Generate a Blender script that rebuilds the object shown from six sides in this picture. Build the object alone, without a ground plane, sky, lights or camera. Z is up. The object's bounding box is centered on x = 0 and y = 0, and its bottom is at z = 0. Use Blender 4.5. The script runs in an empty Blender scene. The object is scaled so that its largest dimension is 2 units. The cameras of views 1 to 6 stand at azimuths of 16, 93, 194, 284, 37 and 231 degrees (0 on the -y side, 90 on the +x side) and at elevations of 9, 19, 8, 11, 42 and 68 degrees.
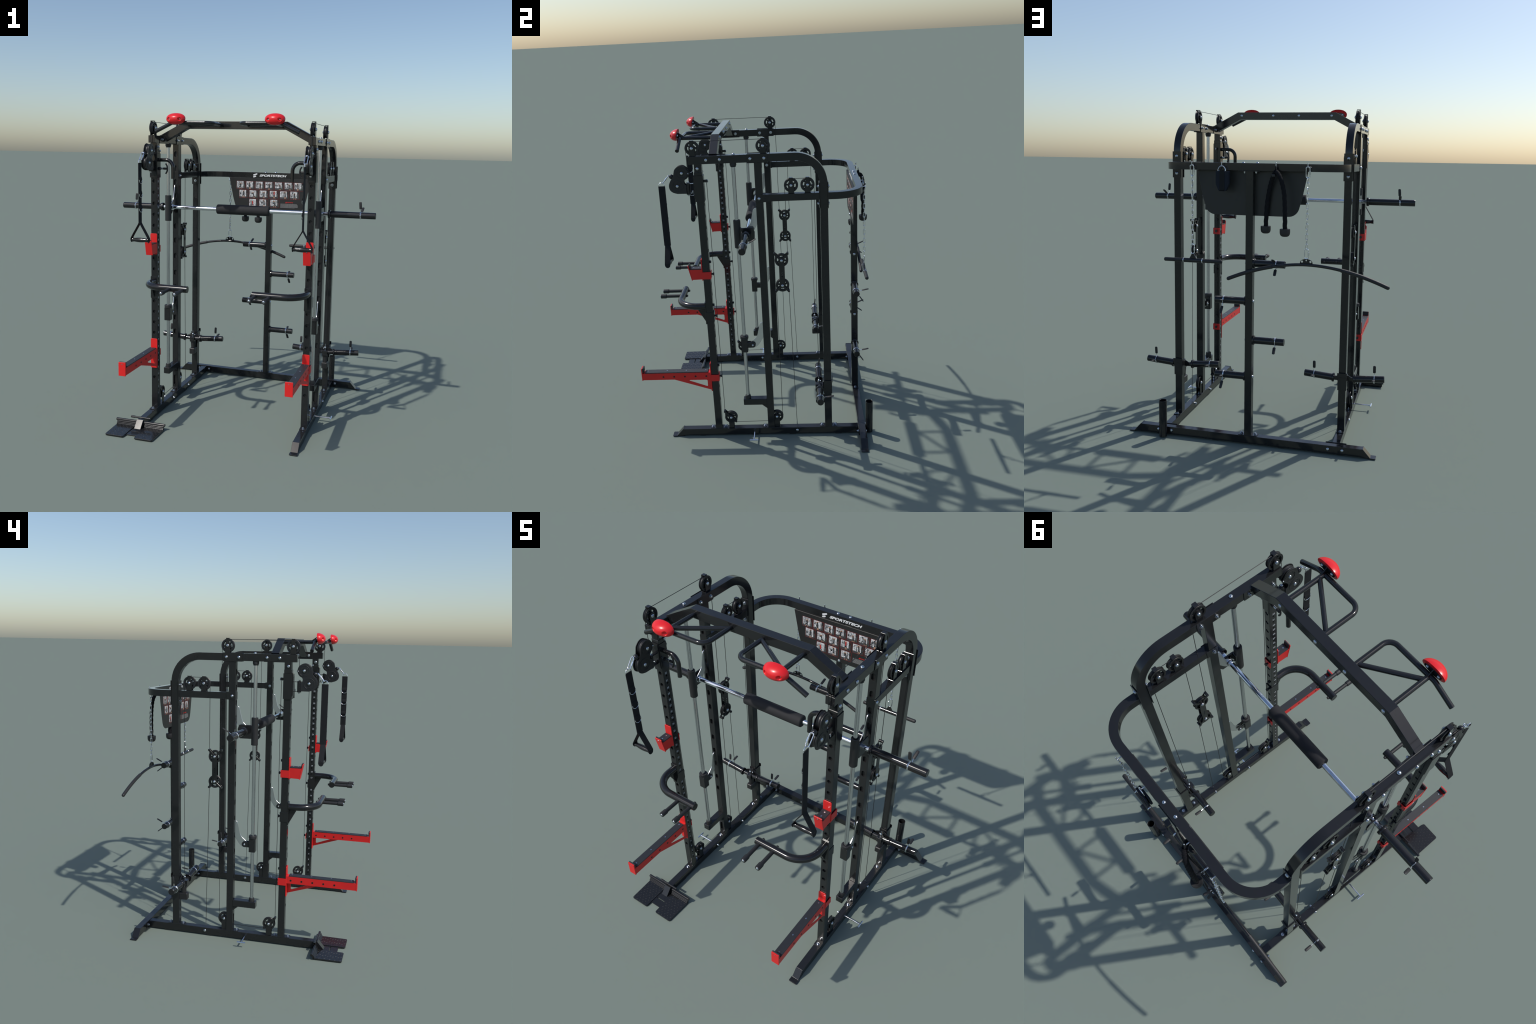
# Home gym: black steel rack with smith bar, cable columns, red rests and hanging attachments.
# Frame: metres, z up, front of the machine towards -y.  Left/right halves mirror about x = 0.
import bpy, bmesh, math, random
from mathutils import Vector, Matrix

rnd = random.Random(7)
SX = 0.516                      # distance of the two side frames from the middle plane
HB = 0.0209                     # half width of the square steel tube

# ------------------------------------------------------------------ materials
def material(name, color, rough=0.4, metal=0.0, noise=60.0, amount=0.08, bump=0.0, spec=0.5,
             coat=0.0, rough_var=0.06, color2=None):
    m = bpy.data.materials.new(name)
    m.use_nodes = True
    nt = m.node_tree
    b = nt.nodes["Principled BSDF"]
    b.inputs["Metallic"].default_value = metal
    b.inputs["Specular IOR Level"].default_value = spec
    b.inputs["Coat Weight"].default_value = coat
    tc = nt.nodes.new("ShaderNodeTexCoord")
    nz = nt.nodes.new("ShaderNodeTexNoise")
    nz.inputs["Scale"].default_value = noise
    nz.inputs["Detail"].default_value = 4.0
    nt.links.new(tc.outputs["Object"], nz.inputs["Vector"])
    ramp = nt.nodes.new("ShaderNodeValToRGB")
    c2 = color2 or tuple(c * (1.0 + amount) for c in color)
    c1 = tuple(c * (1.0 - amount) for c in color)
    ramp.color_ramp.elements[0].position = 0.3
    ramp.color_ramp.elements[1].position = 0.7
    ramp.color_ramp.elements[0].color = (*c1, 1)
    ramp.color_ramp.elements[1].color = (*c2, 1)
    nt.links.new(nz.outputs["Fac"], ramp.inputs["Fac"])
    nt.links.new(ramp.outputs["Color"], b.inputs["Base Color"])
    mr = nt.nodes.new("ShaderNodeMapRange")
    mr.inputs["To Min"].default_value = max(0.02, rough - rough_var)
    mr.inputs["To Max"].default_value = min(1.0, rough + rough_var)
    nt.links.new(nz.outputs["Fac"], mr.inputs["Value"])
    nt.links.new(mr.outputs["Result"], b.inputs["Roughness"])
    if bump > 0:
        nz2 = nt.nodes.new("ShaderNodeTexNoise")
        nz2.inputs["Scale"].default_value = noise * 8
        nt.links.new(tc.outputs["Object"], nz2.inputs["Vector"])
        bp = nt.nodes.new("ShaderNodeBump")
        bp.inputs["Strength"].default_value = bump
        bp.inputs["Distance"].default_value = 0.001
        nt.links.new(nz2.outputs["Fac"], bp.inputs["Height"])
        nt.links.new(bp.outputs["Normal"], b.inputs["Normal"])
    return m

PAINT   = material("black_powder_coat", (0.0135, 0.0140, 0.0150), 0.142, noise=6, amount=0.05, rough_var=0.012)
GLOSS   = material("black_gloss_enamel", (0.011, 0.011, 0.012), 0.15, noise=10, rough_var=0.02)
PLASTIC = material("black_plastic", (0.014, 0.014, 0.015), 0.42, noise=80, bump=0.05)
RUBBER  = material("black_rubber", (0.016, 0.016, 0.017), 0.55, noise=120, bump=0.1)
FOAM    = material("foam_padding", (0.022, 0.022, 0.024), 0.75, noise=300, bump=0.25, spec=0.3)
PAD     = material("dark_plastic_liner", (0.020, 0.021, 0.025), 0.5, noise=90)
CHROME  = material("chrome", (0.78, 0.80, 0.84), 0.10, metal=1.0, noise=6, amount=0.02, rough_var=0.02)
ZINC    = material("zinc_plated_bolt", (0.50, 0.53, 0.57), 0.24, metal=1.0, noise=20, amount=0.05)
STEEL   = material("brushed_guide_steel", (0.62, 0.63, 0.65), 0.22, metal=1.0, noise=5, amount=0.02, rough_var=0.03)
PLATE   = material("stainless_plate", (0.66, 0.67, 0.69), 0.24, metal=1.0, noise=6, amount=0.02, rough_var=0.03)
RED     = material("red_powder_coat", (0.66, 0.014, 0.014), 0.36, noise=8, amount=0.04, bump=0.03)
REDGEL  = material("red_moulded_plastic", (0.70, 0.014, 0.018), 0.30, noise=30, amount=0.03)
WEB     = material("woven_webbing", (0.013, 0.014, 0.016), 0.8, noise=500, amount=0.25, bump=0.35, spec=0.25)
ROPE    = material("braided_rope", (0.009, 0.009, 0.011), 0.85, noise=400, amount=0.3, bump=0.4, spec=0.2)
CUFF    = material("cuff_neoprene", (0.014, 0.018, 0.028), 0.8, noise=300, amount=0.15, bump=0.2, spec=0.25)
CABLE   = material("coated_cable", (0.010, 0.010, 0.011), 0.45, noise=200)
DARK    = material("hole_shadow_plug", (0.008, 0.008, 0.0085), 0.5, noise=60)
BOARD   = material("sign_board_print", (0.017, 0.017, 0.017), 0.42, noise=40)
WHITE   = material("white_print", (0.72, 0.73, 0.74), 0.5, noise=60, amount=0.03)
NUMBER  = material("number_print", (0.42, 0.44, 0.47), 0.5, noise=60, amount=0.03)
REDINK  = material("red_print", (0.45, 0.02, 0.02), 0.5, noise=60)
REDLINE = material("dull_red_print", (0.27, 0.012, 0.012), 0.5, noise=60)
GREYINK = material("grey_print", (0.22, 0.22, 0.22), 0.5, noise=900, amount=0.5)
PHOTO   = material("photo_wall_print", (0.17, 0.175, 0.185), 0.5, noise=95, amount=0.0, color2=(0.70, 0.71, 0.73))
PHOTOFL = material("photo_floor_print", (0.05, 0.05, 0.055), 0.5, noise=300, amount=0.4)
INK     = material("photo_ink_print", (0.03, 0.03, 0.033), 0.5, noise=300, amount=0.3)
SKIN    = material("photo_skin_print", (0.52, 0.27, 0.16), 0.5, noise=200)
GREEN   = material("photo_green_print", (0.08, 0.25, 0.03), 0.5, noise=200)

# ------------------------------------------------------------------ scene tree
root = bpy.data.objects.new("home_gym_rack", None)
bpy.context.collection.objects.link(root)
root["label"] = "black steel multi station gym rack with red rests and pads"
root["category"] = "gym equipment"

def register(obj, parent):
    bpy.context.collection.objects.link(obj)
    obj.parent = parent or root
    return obj

class Part:
    """Collects primitive solids in one bmesh, with a material slot per solid."""
    def __init__(self, mat=PAINT):
        self.bm = bmesh.new()
        self.mats = [mat]
        self.cur = 0
    def use(self, mat):
        if mat not in self.mats:
            self.mats.append(mat)
        self.cur = self.mats.index(mat)
        return self
    def _tag(self, faces):
        for f in faces:
            f.material_index = self.cur
    def add_raw(self, verts, faces):
        vs = [self.bm.verts.new(v) for v in verts]
        out = []
        for f in faces:
            try:
                out.append(self.bm.faces.new([vs[i] for i in f]))
            except ValueError:
                pass
        self._tag(out)
        return vs
    # chamfered box
    def box(self, x0, x1, y0, y1, z0, z1, ch=0.0012, M=None):
        if x1 < x0: x0, x1 = x1, x0
        if y1 < y0: y0, y1 = y1, y0
        if z1 < z0: z0, z1 = z1, z0
        ch = min(ch, 0.45 * min(x1 - x0, y1 - y0, z1 - z0))
        t = bmesh.new()
        bmesh.ops.create_cube(t, size=1.0)
        for v in t.verts:
            v.co = Vector(((x0 + x1) / 2 + v.co.x * (x1 - x0), (y0 + y1) / 2 + v.co.y * (y1 - y0),
                           (z0 + z1) / 2 + v.co.z * (z1 - z0)))
        if ch > 0:
            bmesh.ops.bevel(t, geom=list(t.edges), offset=ch, segments=1, affect='EDGES')
        if M is not None:
            t.transform(M)
        self._merge(t)
        return self
    def _merge(self, t):
        t.verts.index_update()
        vs = [self.bm.verts.new(v.co) for v in t.verts]
        out = []
        for f in t.faces:
            try:
                out.append(self.bm.faces.new([vs[v.index] for v in f.verts]))
            except ValueError:
                pass
        self._tag(out)
        t.free()
    # surface of revolution: profile = [(distance along axis, radius)], from p along d
    def lathe(self, p, d, profile, seg=24):
        p, d = Vector(p), Vector(d).normalized()
        a = d.orthogonal().normalized()
        b = d.cross(a)
        verts, faces = [], []
        for (t, r) in profile:
            for k in range(seg):
                w = 2 * math.pi * k / seg
                verts.append(p + d * t + (a * math.cos(w) + b * math.sin(w)) * max(r, 1e-5))
        n = len(profile)
        for i in range(n - 1):
            for k in range(seg):
                k2 = (k + 1) % seg
                faces.append((i * seg + k, i * seg + k2, (i + 1) * seg + k2, (i + 1) * seg + k))
        faces.append(tuple(reversed(range(seg))))
        faces.append(tuple((n - 1) * seg + k for k in range(seg)))
        self.add_raw(verts, faces)
        return self
    def rod(self, p0, p1, r, r2=None, ch=None, seg=24):
        p0, p1 = Vector(p0), Vector(p1)
        L = (p1 - p0).length
        r2 = r if r2 is None else r2
        ch = min(0.0012, 0.25 * r, 0.2 * L) if ch is None else ch
        prof = [(0, r - ch), (ch, r), (L - ch, r2), (L, r2 - ch)] if ch > 0 else [(0, r), (L, r2)]
        return self.lathe(p0, p1 - p0, prof, seg)
    def ball(self, c, r, sx=1, sy=1, sz=1, seg=24):
        t = bmesh.new()
        bmesh.ops.create_uvsphere(t, u_segments=seg, v_segments=seg // 2, radius=r)
        for v in t.verts:
            v.co = Vector((c[0] + v.co.x * sx, c[1] + v.co.y * sy, c[2] + v.co.z * sz))
        self._merge(t)
        return self
    # sweep a closed cross-section (list of (u, v)) along a path; up keeps the section upright
    def sweep(self, path, section, up=None, closed=False, caps=True, twist=0.0, mod=None):
        path = [Vector(p) for p in path]
        n = len(path)
        m = len(section)
        rings = []
        prev_u = None
        for i, p in enumerate(path):
            if closed:
                t0 = (p - path[i - 1]).normalized()
                t1 = (path[(i + 1) % n] - p).normalized()
            else:
                t0 = (p - path[i - 1]).normalized() if i > 0 else (path[1] - p).normalized()
                t1 = (path[i + 1] - p).normalized() if i < n - 1 else t0
            t = (t0 + t1).normalized()
            if up is not None:
                u = Vector(up).cross(t).normalized()
                v = t.cross(u)
            else:
                if prev_u is None:
                    u = t.orthogonal().normalized()
                else:
                    u = (prev_u - t * prev_u.dot(t)).normalized()
                v = t.cross(u)
                prev_u = u
            # mitre: stretch in the bend plane
            cosb = max(0.3, t0.dot(t))
            bend = (t1 - t0)
            bend = bend - t * bend.dot(t)
            ring = []
            for k, (a, b) in enumerate(section):
                if mod:
                    f = mod(i, k, m)
                    a, b = a * f, b * f
                off = u * a + v * b
                if bend.length > 1e-6:
                    bd = bend.normalized()
                    off = off + bd * off.dot(bd) * (1 / cosb - 1)
                ring.append(p + off)
            rings.append(ring)
        verts = [v for r in rings for v in r]
        faces = []
        last = n if closed else n - 1
        for i in range(last):
            j = (i + 1) % n
            for k in range(m):
                k2 = (k + 1) % m
                faces.append((i * m + k, i * m + k2, j * m + k2, j * m + k))
        if caps and not closed:
            faces.append(tuple(reversed(range(m))))
            faces.append(tuple((n - 1) * m + k for k in range(m)))
        self.add_raw(verts, faces)
        return self
    def tube(self, path, r, seg=16, closed=False, caps=True, mod=None):
        sec = [(r * math.cos(2 * math.pi * k / seg), r * math.sin(2 * math.pi * k / seg)) for k in range(seg)]
        return self.sweep(path, sec, None, closed, caps, mod=mod)
    # flat plate cut from a 2D outline with holes; axis = thickness direction
    def plate(self, outline, axis, a0, a1, holes=(), bevel=0.0008):
        cu = bpy.data.curves.new("outline", 'CURVE')
        cu.dimensions = '2D'
        cu.fill_mode = 'BOTH'
        for loop in [outline] + list(holes):
            sp = cu.splines.new('POLY')
            sp.points.add(len(loop) - 1)
            for pt, (a, b) in zip(sp.points, loop):
                pt.co = (a, b, 0, 1)
            sp.use_cyclic_u = True
        half = abs(a1 - a0) / 2
        bevel = min(bevel, half * 0.6)
        cu.extrude = half - bevel
        cu.bevel_depth = bevel
        cu.bevel_resolution = 0
        cu.offset = -bevel
        mid = (a0 + a1) / 2
        if axis == 'x':      # outline in (y, z)
            M = Matrix(((0, 0, 1, mid), (1, 0, 0, 0), (0, 1, 0, 0), (0, 0, 0, 1)))
        elif axis == 'y':    # outline in (x, z)
            M = Matrix(((1, 0, 0, 0), (0, 0, -1, mid), (0, 1, 0, 0), (0, 0, 0, 1)))
        else:                # outline in (x, y)
            M = Matrix.Translation((0, 0, mid))
        self._from_curve(cu, M)
        return self
    def _from_curve(self, cu, M):
        ob = bpy.data.objects.new("helper", cu)
        bpy.context.collection.objects.link(ob)
        dg = bpy.context.evaluated_depsgraph_get()
        me = ob.evaluated_get(dg).to_mesh()
        verts = [M @ v.co for v in me.vertices]
        faces = [tuple(p.vertices) for p in me.polygons]
        ob.evaluated_get(dg).to_mesh_clear()
        self.add_raw(verts, faces)
        bpy.data.objects.remove(ob)
        bpy.data.curves.remove(cu)
    def text(self, body, M, size, depth=0.0004, align='CENTER', shear=0.0, offset=0.0, spacing=1.0):
        cu = bpy.data.curves.new("lettering", 'FONT')
        cu.body = body
        cu.size = size
        cu.align_x = align
        cu.align_y = 'CENTER'
        cu.extrude = depth
        cu.shear = shear
        cu.offset = offset
        cu.space_character = spacing
        self._from_curve(cu, M)
        return self
    def finish(self, name, parent=None, mirror=False, angle=35, weld=True, weighted=True):
        bm = self.bm
        if weld:
            bmesh.ops.remove_doubles(bm, verts=list(bm.verts), dist=1e-6)
        bmesh.ops.recalc_face_normals(bm, faces=list(bm.faces))
        me = bpy.data.meshes.new(name)
        bm.to_mesh(me)
        bm.free()
        for m in self.mats:
            me.materials.append(m)
        for p in me.polygons:
            p.use_smooth = True
        me.set_sharp_from_angle(angle=math.radians(angle))
        ob = register(bpy.data.objects.new(name, me), parent[0] if isinstance(parent, tuple) else parent)
        if weighted:
            w = ob.modifiers.new("weighted_normals", 'WEIGHTED_NORMAL')
            w.keep_sharp = True
            w.weight = 80
        if not mirror:
            return ob
        ob2 = ob.copy()
        ob2.scale.x = -1
        register(ob2, parent[1] if isinstance(parent, tuple) else parent)
        if isinstance(parent, tuple):
            # the parent of the mirrored copy is itself mirrored: the child needs no flip of its own
            ob2.scale.x = 1
        return (ob, ob2)

# ------------------------------------------------------------------ shapes
def rrect(w, h, r=0.0018, seg=2):
    """rounded rectangle cross-section, w along u, h along v"""
    pts = []
    for cx, cy, a0 in ((w / 2 - r, h / 2 - r, 0), (-w / 2 + r, h / 2 - r, 90),
                       (-w / 2 + r, -h / 2 + r, 180), (w / 2 - r, -h / 2 + r, 270)):
        for k in range(seg + 1):
            a = math.radians(a0 + 90 * k / seg)
            pts.append((cx + r * math.cos(a), cy + r * math.sin(a)))
    return pts

def fillet(points, radii, seg=10):
    """polyline with rounded corners; radii for the inner points"""
    P = [Vector(p) for p in points]
    out = [P[0]]
    for i in range(1, len(P) - 1):
        r = radii[i - 1] if isinstance(radii, (list, tuple)) else radii
        a, b = (P[i - 1] - P[i]).normalized(), (P[i + 1] - P[i]).normalized()
        ang = a.angle(b)
        if r <= 0 or ang > math.pi - 0.01:
            out.append(P[i]); continue
        d = r / math.tan(ang / 2)
        c = P[i] + (a + b).normalized() * (r / math.sin(ang / 2))
        s, e = P[i] + a * d - c, P[i] + b * d - c
        tot = s.angle(e)
        ax = s.cross(e).normalized()
        for k in range(seg + 1):
            out.append(c + Matrix.Rotation(tot * k / seg, 3, ax) @ s)
    out.append(P[-1])
    return out

def spline(points, n=8):
    """Catmull-Rom through hand-placed control points"""
    P = [Vector(p) for p in points]
    P = [P[0] * 2 - P[1]] + P + [P[-1] * 2 - P[-2]]
    out = []
    for i in range(1, len(P) - 2):
        for k in range(n):
            t = k / n
            a, b, c, d = P[i - 1], P[i], P[i + 1], P[i + 2]
            out.append(0.5 * ((2 * b) + (c - a) * t + (2 * a - 5 * b + 4 * c - d) * t * t + (3 * b - a - 3 * c + d) * t ** 3))
    out.append(P[-2])
    return out

def circle2(cx, cy, r, n=20, a0=0, a1=360):
    full = abs(a1 - a0) >= 360
    m = n if full else n + 1
    return [(cx + r * math.cos(math.radians(a0 + (a1 - a0) * k / n)),
             cy + r * math.sin(math.radians(a0 + (a1 - a0) * k / n))) for k in range(m)]

def round_poly(pts, r, seg=4):
    """2D polygon with rounded corners (r single or per corner)"""
    n = len(pts)
    out = []
    for i in range(n):
        p = Vector((*pts[i], 0)); a = Vector((*pts[i - 1], 0)); b = Vector((*pts[(i + 1) % n], 0))
        rr = r[i] if isinstance(r, (list, tuple)) else r
        u, v = (a - p), (b - p)
        ang = u.angle(v)
        if rr <= 0 or ang > math.pi - 0.02:
            out.append(pts[i]); continue
        d = min(rr / math.tan(ang / 2), 0.48 * u.length, 0.48 * v.length)
        rr = d * math.tan(ang / 2)
        u.normalize(); v.normalize()
        c = p + (u + v).normalized() * (rr / math.sin(ang / 2))
        s, e = p + u * d - c, p + v * d - c
        tot = s.angle(e)
        ax = s.cross(e).normalized()
        for k in range(seg + 1):
            q = c + Matrix.Rotation(tot * k / seg, 3, ax) @ s
            out.append((q.x, q.y))
    return out

def smooth2(pts, n=5):
    P = [Vector((*p, 0)) for p in pts]
    m = len(P)
    out = []
    for i in range(m):
        a, b, c, d = P[i - 1], P[i], P[(i + 1) % m], P[(i + 2) % m]
        for k in range(n):
            t = k / n
            q = 0.5 * ((2 * b) + (c - a) * t + (2 * a - 5 * b + 4 * c - d) * t * t + (3 * b - a - 3 * c + d) * t ** 3)
            out.append((q.x, q.y))
    return out

def ribbon(part, path, width_dir, w, th):
    """flat strap: thickness th, width w along width_dir (constant)"""
    sec = rrect(th, w, min(th, w) * 0.35, 2)
    part.sweep(path, sec, up=width_dir)

# ------------------------------------------------------------------ bolts (shared meshes)
def bolt_mesh(name, dome):
    p = Part(ZINC)
    if dome:
        p.lathe((0, 0, 0), (0, 0, 1), [(0, 0.0098), (0.0012, 0.0098), (0.0035, 0.0090), (0.006, 0.0066), (0.0072, 0.003), (0.0074, 0.0002)], 20)
    else:
        p.lathe((0, 0, 0), (0, 0, 1), [(0, 0.0105), (0.0012, 0.0105), (0.0013, 0.0078), (0.0075, 0.0078), (0.0085, 0.0066),
                                       (0.0086, 0.0045), (0.0115, 0.0042), (0.012, 0.0002)], 12)
    o = p.finish(name, None)
    me = o.data
    bpy.data.objects.remove(o)
    return me
DOME = bolt_mesh("bolt", True)
HEX = bolt_mesh("bolt_nut", False)

def bolt(pos, direction, me=None, parent=None, scale=1.0):
    o = bpy.data.objects.new("bolt", me or DOME)
    o.location = pos
    o.rotation_mode = 'QUATERNION'
    o.rotation_quaternion = Vector((0, 0, 1)).rotation_difference(Vector(direction))
    o.scale = (scale, scale, scale)
    return register(o, parent)

def bolts_both(pos, direction, me=None, scale=1.0):
    for s in (1, -1):
        bolt((pos[0] * s, pos[1], pos[2]), (direction[0] * s, direction[1], direction[2]), me, None, scale)

# ------------------------------------------------------------------ frame
Z_RAIL0, Z_RAIL1 = 0.008, 0.058

def foot_profile(part, along, tip, top, cross0, cross1, sgn):
    pass

# side base rails with slanted front foot
p = Part(PAINT)
p.sweep([(SX, -0.527, 0.029), (SX, 0.634, 0.029)], rrect(0.043, 0.046), up=(0, 0, 1))
p.plate(round_poly([(-0.524, 0.0535), (-0.529, 0.0535), (-0.571, 0.0060), (-0.601, 0.0050), (-0.601, 0.0), (-0.568, 0.0), (-0.535, 0.030), (-0.524, 0.030)],
                   [0, .002, .003, .002, .002, .002, 0, 0]), 'x', SX - 0.0218, SX + 0.0218)
p.plate(round_poly([(SX - 0.026, -0.566), (SX + 0.026, -0.566), (SX + 0.026, -0.6015), (SX - 0.026, -0.6015)], 0.006), 'z', 0.0002, 0.0048)
p.box(SX - 0.0205, SX + 0.0205, -0.567, -0.520, 0.0, 0.0085, 0.0005)
p.plate([(-0.522, 0.051), (-0.5285, 0.051), (-0.569, 0.005), (-0.522, 0.005)], 'x', SX - 0.0212, SX + 0.0212)
# flanges under the posts and rubber pads beneath the rail
for y in (-0.287, 0.061, 0.437):
    p.box(SX - 0.0225, SX + 0.0225, y - 0.056, y + 0.056, 0.0515, 0.0560, 0.001)
p.use(RUBBER)
for y in (-0.40, -0.05, 0.20, 0.50):
    p.box(SX - 0.02, SX + 0.02, y - 0.02, y + 0.02, 0.0, 0.010, 0.001)
base_rail = p.finish("base_rail", mirror=True)
for y in (-0.287, 0.061, 0.437):
    for d in (-0.0425, 0.0425):
        bolts_both((SX, y + d, 0.0560), (0, 0, 1), HEX)
for y in (0.231,):
    bolts_both((SX + 0.0215, y, 0.032), (1, 0, 0))
    bolts_both((SX - 0.0215, y, 0.032), (-1, 0, 0), HEX)

# rear base beam
p = Part(PAINT)
p.sweep([(-0.672, 0.656, 0.029), (0.672, 0.656, 0.029)], rrect(0.044, 0.046), up=(0, 0, 1))
for s in (1, -1):
    pts = [(0.668, 0.0535), (0.674, 0.0535), (0.716, 0.0060), (0.746, 0.005), (0.746, 0.0), (0.713, 0.0), (0.680, 0.030), (0.668, 0.030)]
    p.plate(round_poly([(s * a, b) for a, b in pts], [0, .002, .003, .002, .002, .002, 0, 0]), 'y', 0.6335, 0.6785)
    p.plate([(s * a, b) for a, b in [(0.666, 0.051), (0.6735, 0.051), (0.714, 0.005), (0.666, 0.005)]], 'y', 0.6345, 0.6775)
    p.box(s * SX - 0.06 , s * SX + 0.06, 0.6305, 0.6345, 0.010, 0.0560, 0.001)        # joint plates to the side rails
p.box(-0.056, 0.056, 0.633, 0.676, 0.0515, 0.0560, 0.001)
p.use(RUBBER)
for x in (-0.55, -0.2, 0.2, 0.55):
    p.box(x - 0.02, x + 0.02, 0.64, 0.67, 0.0, 0.010, 0.001)
p.finish("rear_base_beam")
for s in (1, -1):
    for d in (-0.041, 0.041):
        bolt((s * SX + d, 0.6305, 0.031), (0, -1, 0), HEX)
        bolt((s * SX + d, 0.678, 0.031), (0, 1, 0))
for d in (-0.0415, 0.0415):
    bolt((d, 0.652, 0.0560), (0, 0, 1), HEX)

# upright bar-holder tube on the rear beam
p = Part(PAINT)
p.lathe((SX, 0.7035, 0.004), (0, 0, 1), [(0, 0.0215), (0.001, 0.0235), (0.221, 0.0235), (0.222, 0.0225), (0.221, 0.0208), (0.02, 0.0208)], 28)
p.finish("bar_holder_tube")

# ---- posts: front post with round holes and numbered holes, middle post with slots
def drilled_post(name, x, y, half_y, z0, z1, front_holes, slots, small):
    p = Part(PAINT)
    p.use(DARK).use(PAINT)
    p.sweep([(x, y, z0), (x, y, z1)], rrect(2 * HB, 2 * half_y), up=(0, 1, 0))
    body = p.finish(name, weighted=False)
    c = Part(PAINT)
    c.use(DARK)
    D = 0.010
    for z, r in front_holes:
        c.rod((x, y - half_y - 0.01, z), (x, y - half_y + D, z), r, ch=0, seg=16)
        c.use(PAINT).rod((x, y + half_y + 0.01, z), (x, y + half_y - 0.003, z), r, ch=0, seg=16)
        c.use(DARK)
    for z, w, h in slots:
        loop = circle2(x, z + h / 2 - w / 2, w / 2, 8, 0, 180) + circle2(x, z - h / 2 + w / 2, w / 2, 8, 180, 360)
        c.plate(loop, 'y', y - half_y - 0.01, y - half_y + D, bevel=0)
    for z in small:
        c.rod((x - HB - 0.004, y, z), (x - HB + 0.008, y, z), 0.0052, ch=0, seg=10)
    cut = c.finish("cutter", weighted=False)
    md = body.modifiers.new("holes", 'BOOLEAN')
    md.object = cut
    md.solver = 'EXACT'
    dg = bpy.context.evaluated_depsgraph_get()
    me = bpy.data.meshes.new_from_object(body.evaluated_get(dg))
    body.modifiers.clear()
    body.data = me
    me.name = name
    for pl in me.polygons:
        pl.use_smooth = True
    me.set_sharp_from_angle(angle=math.radians(35))
    bpy.data.objects.remove(cut)
    w = body.modifiers.new("weighted_normals", 'WEIGHTED_NORMAL')
    w.keep_sharp = True
    w.weight = 80
    o2 = body.copy()
    o2.scale.x = -1
    register(o2, None)
    return body, o2

LABEL_KNOTS = [(1, 0.153), (5, 0.336), (12, 0.671), (17, 0.908), (21, 1.098), (24, 1.248), (26, 1.333), (28, 1.411), (30, 1.487), (32, 1.578)]
label_z = []
for i in range(1, 33):
    for (a, za), (b, zb) in zip(LABEL_KNOTS, LABEL_KNOTS[1:]):
        if a <= i <= b:
            label_z.append(za + (zb - za) * (i - a) / (b - a))
            break
front_holes = [(1.580 - 0.0716 * k, 0.0106) for k in range(18)] + [(0.269, 0.0106)]
front_post = drilled_post("front_post", SX, -0.287, 0.022, 0.0515, 1.823, front_holes, [], [z - 0.017 for z in label_z])
slots = [(z, 0.0205, 0.038) for z in (1.753, 1.657, 1.563, 1.470, 1.370, 1.255, 1.155, 1.045, 0.925, 0.82, 0.711, 0.599, 0.496)] + [(0.133, 0.022, 0.075)]
middle_post = drilled_post("middle_post", SX, 0.061, 0.022, 0.0515, 1.823, [], slots, [])

# numbers printed beside the height holes, facing inwards on both front posts
for s in (1, -1):
    p = Part(NUMBER)
    for i, z in enumerate(label_z):
        X = s * (SX - HB - 0.0002)
        M = Matrix.Translation((X, -0.2895, z)) @ Matrix(((0, 0, -s, 0), (-s, 0, 0, 0), (0, 1, 0, 0), (0, 0, 0, 1)))
        p.text(str(i + 1), M, 0.0150, 0.0003, offset=0.0003)
    o = p.finish("height_numbers", parent=front_post[0 if s > 0 else 1], weld=False)
    o["kind"] = "stuff"
    if s < 0:
        o.scale.x = -1      # the mirrored post would flip the digits: flip them back
        for v in o.data.vertices:
            pass

# top rail bending down into the rear post (one bent tube per side)
p = Part(PAINT)
path = fillet([(SX, -0.338, 1.845), (SX, 0.437, 1.845), (SX, 0.437, 0.0515)], 0.163, 14)
p.sweep(path, rrect(0.046, 2 * HB + 0.001), up=(1, 0, 0))
# end cap and clamp plates
p.box(SX - 0.0225, SX + 0.0225, -0.3405, -0.3365, 1.8225, 1.8675, 0.001)
for sg in (-1, 1):
    p.box(SX + sg * 0.0225, SX + sg * 0.0250, 0.000, 0.120, 1.819, 1.871, 0.0008)
p.box(SX - 0.0246, SX + 0.0246, 0.000, 0.120, 1.818, 1.822, 0.0008)
p.box(SX - 0.0246, SX - 0.0215, -0.268, -0.128, 1.8185, 1.8715, 0.0008)    # plate of the pull-up beam
top_rail = p.finish("top_rail", mirror=True)
for y, z in ((-0.236, 1.845), (-0.157, 1.845), (0.019, 1.844), (0.099, 1.844)):
    o = 0.025 if y > 0 else 0.022
    bolts_both((SX + o, y, z), (1, 0, 0))
    bolts_both((SX - 0.0247, y, z), (-1, 0, 0), HEX)
bolts_both((SX, -0.078, 1.869), (0, 0, 1))
bolts_both((SX + HB, -0.290, 1.797), (1, 0, 0))
bolts_both((SX - HB, -0.290, 1.797), (-1, 0, 0), HEX)

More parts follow.
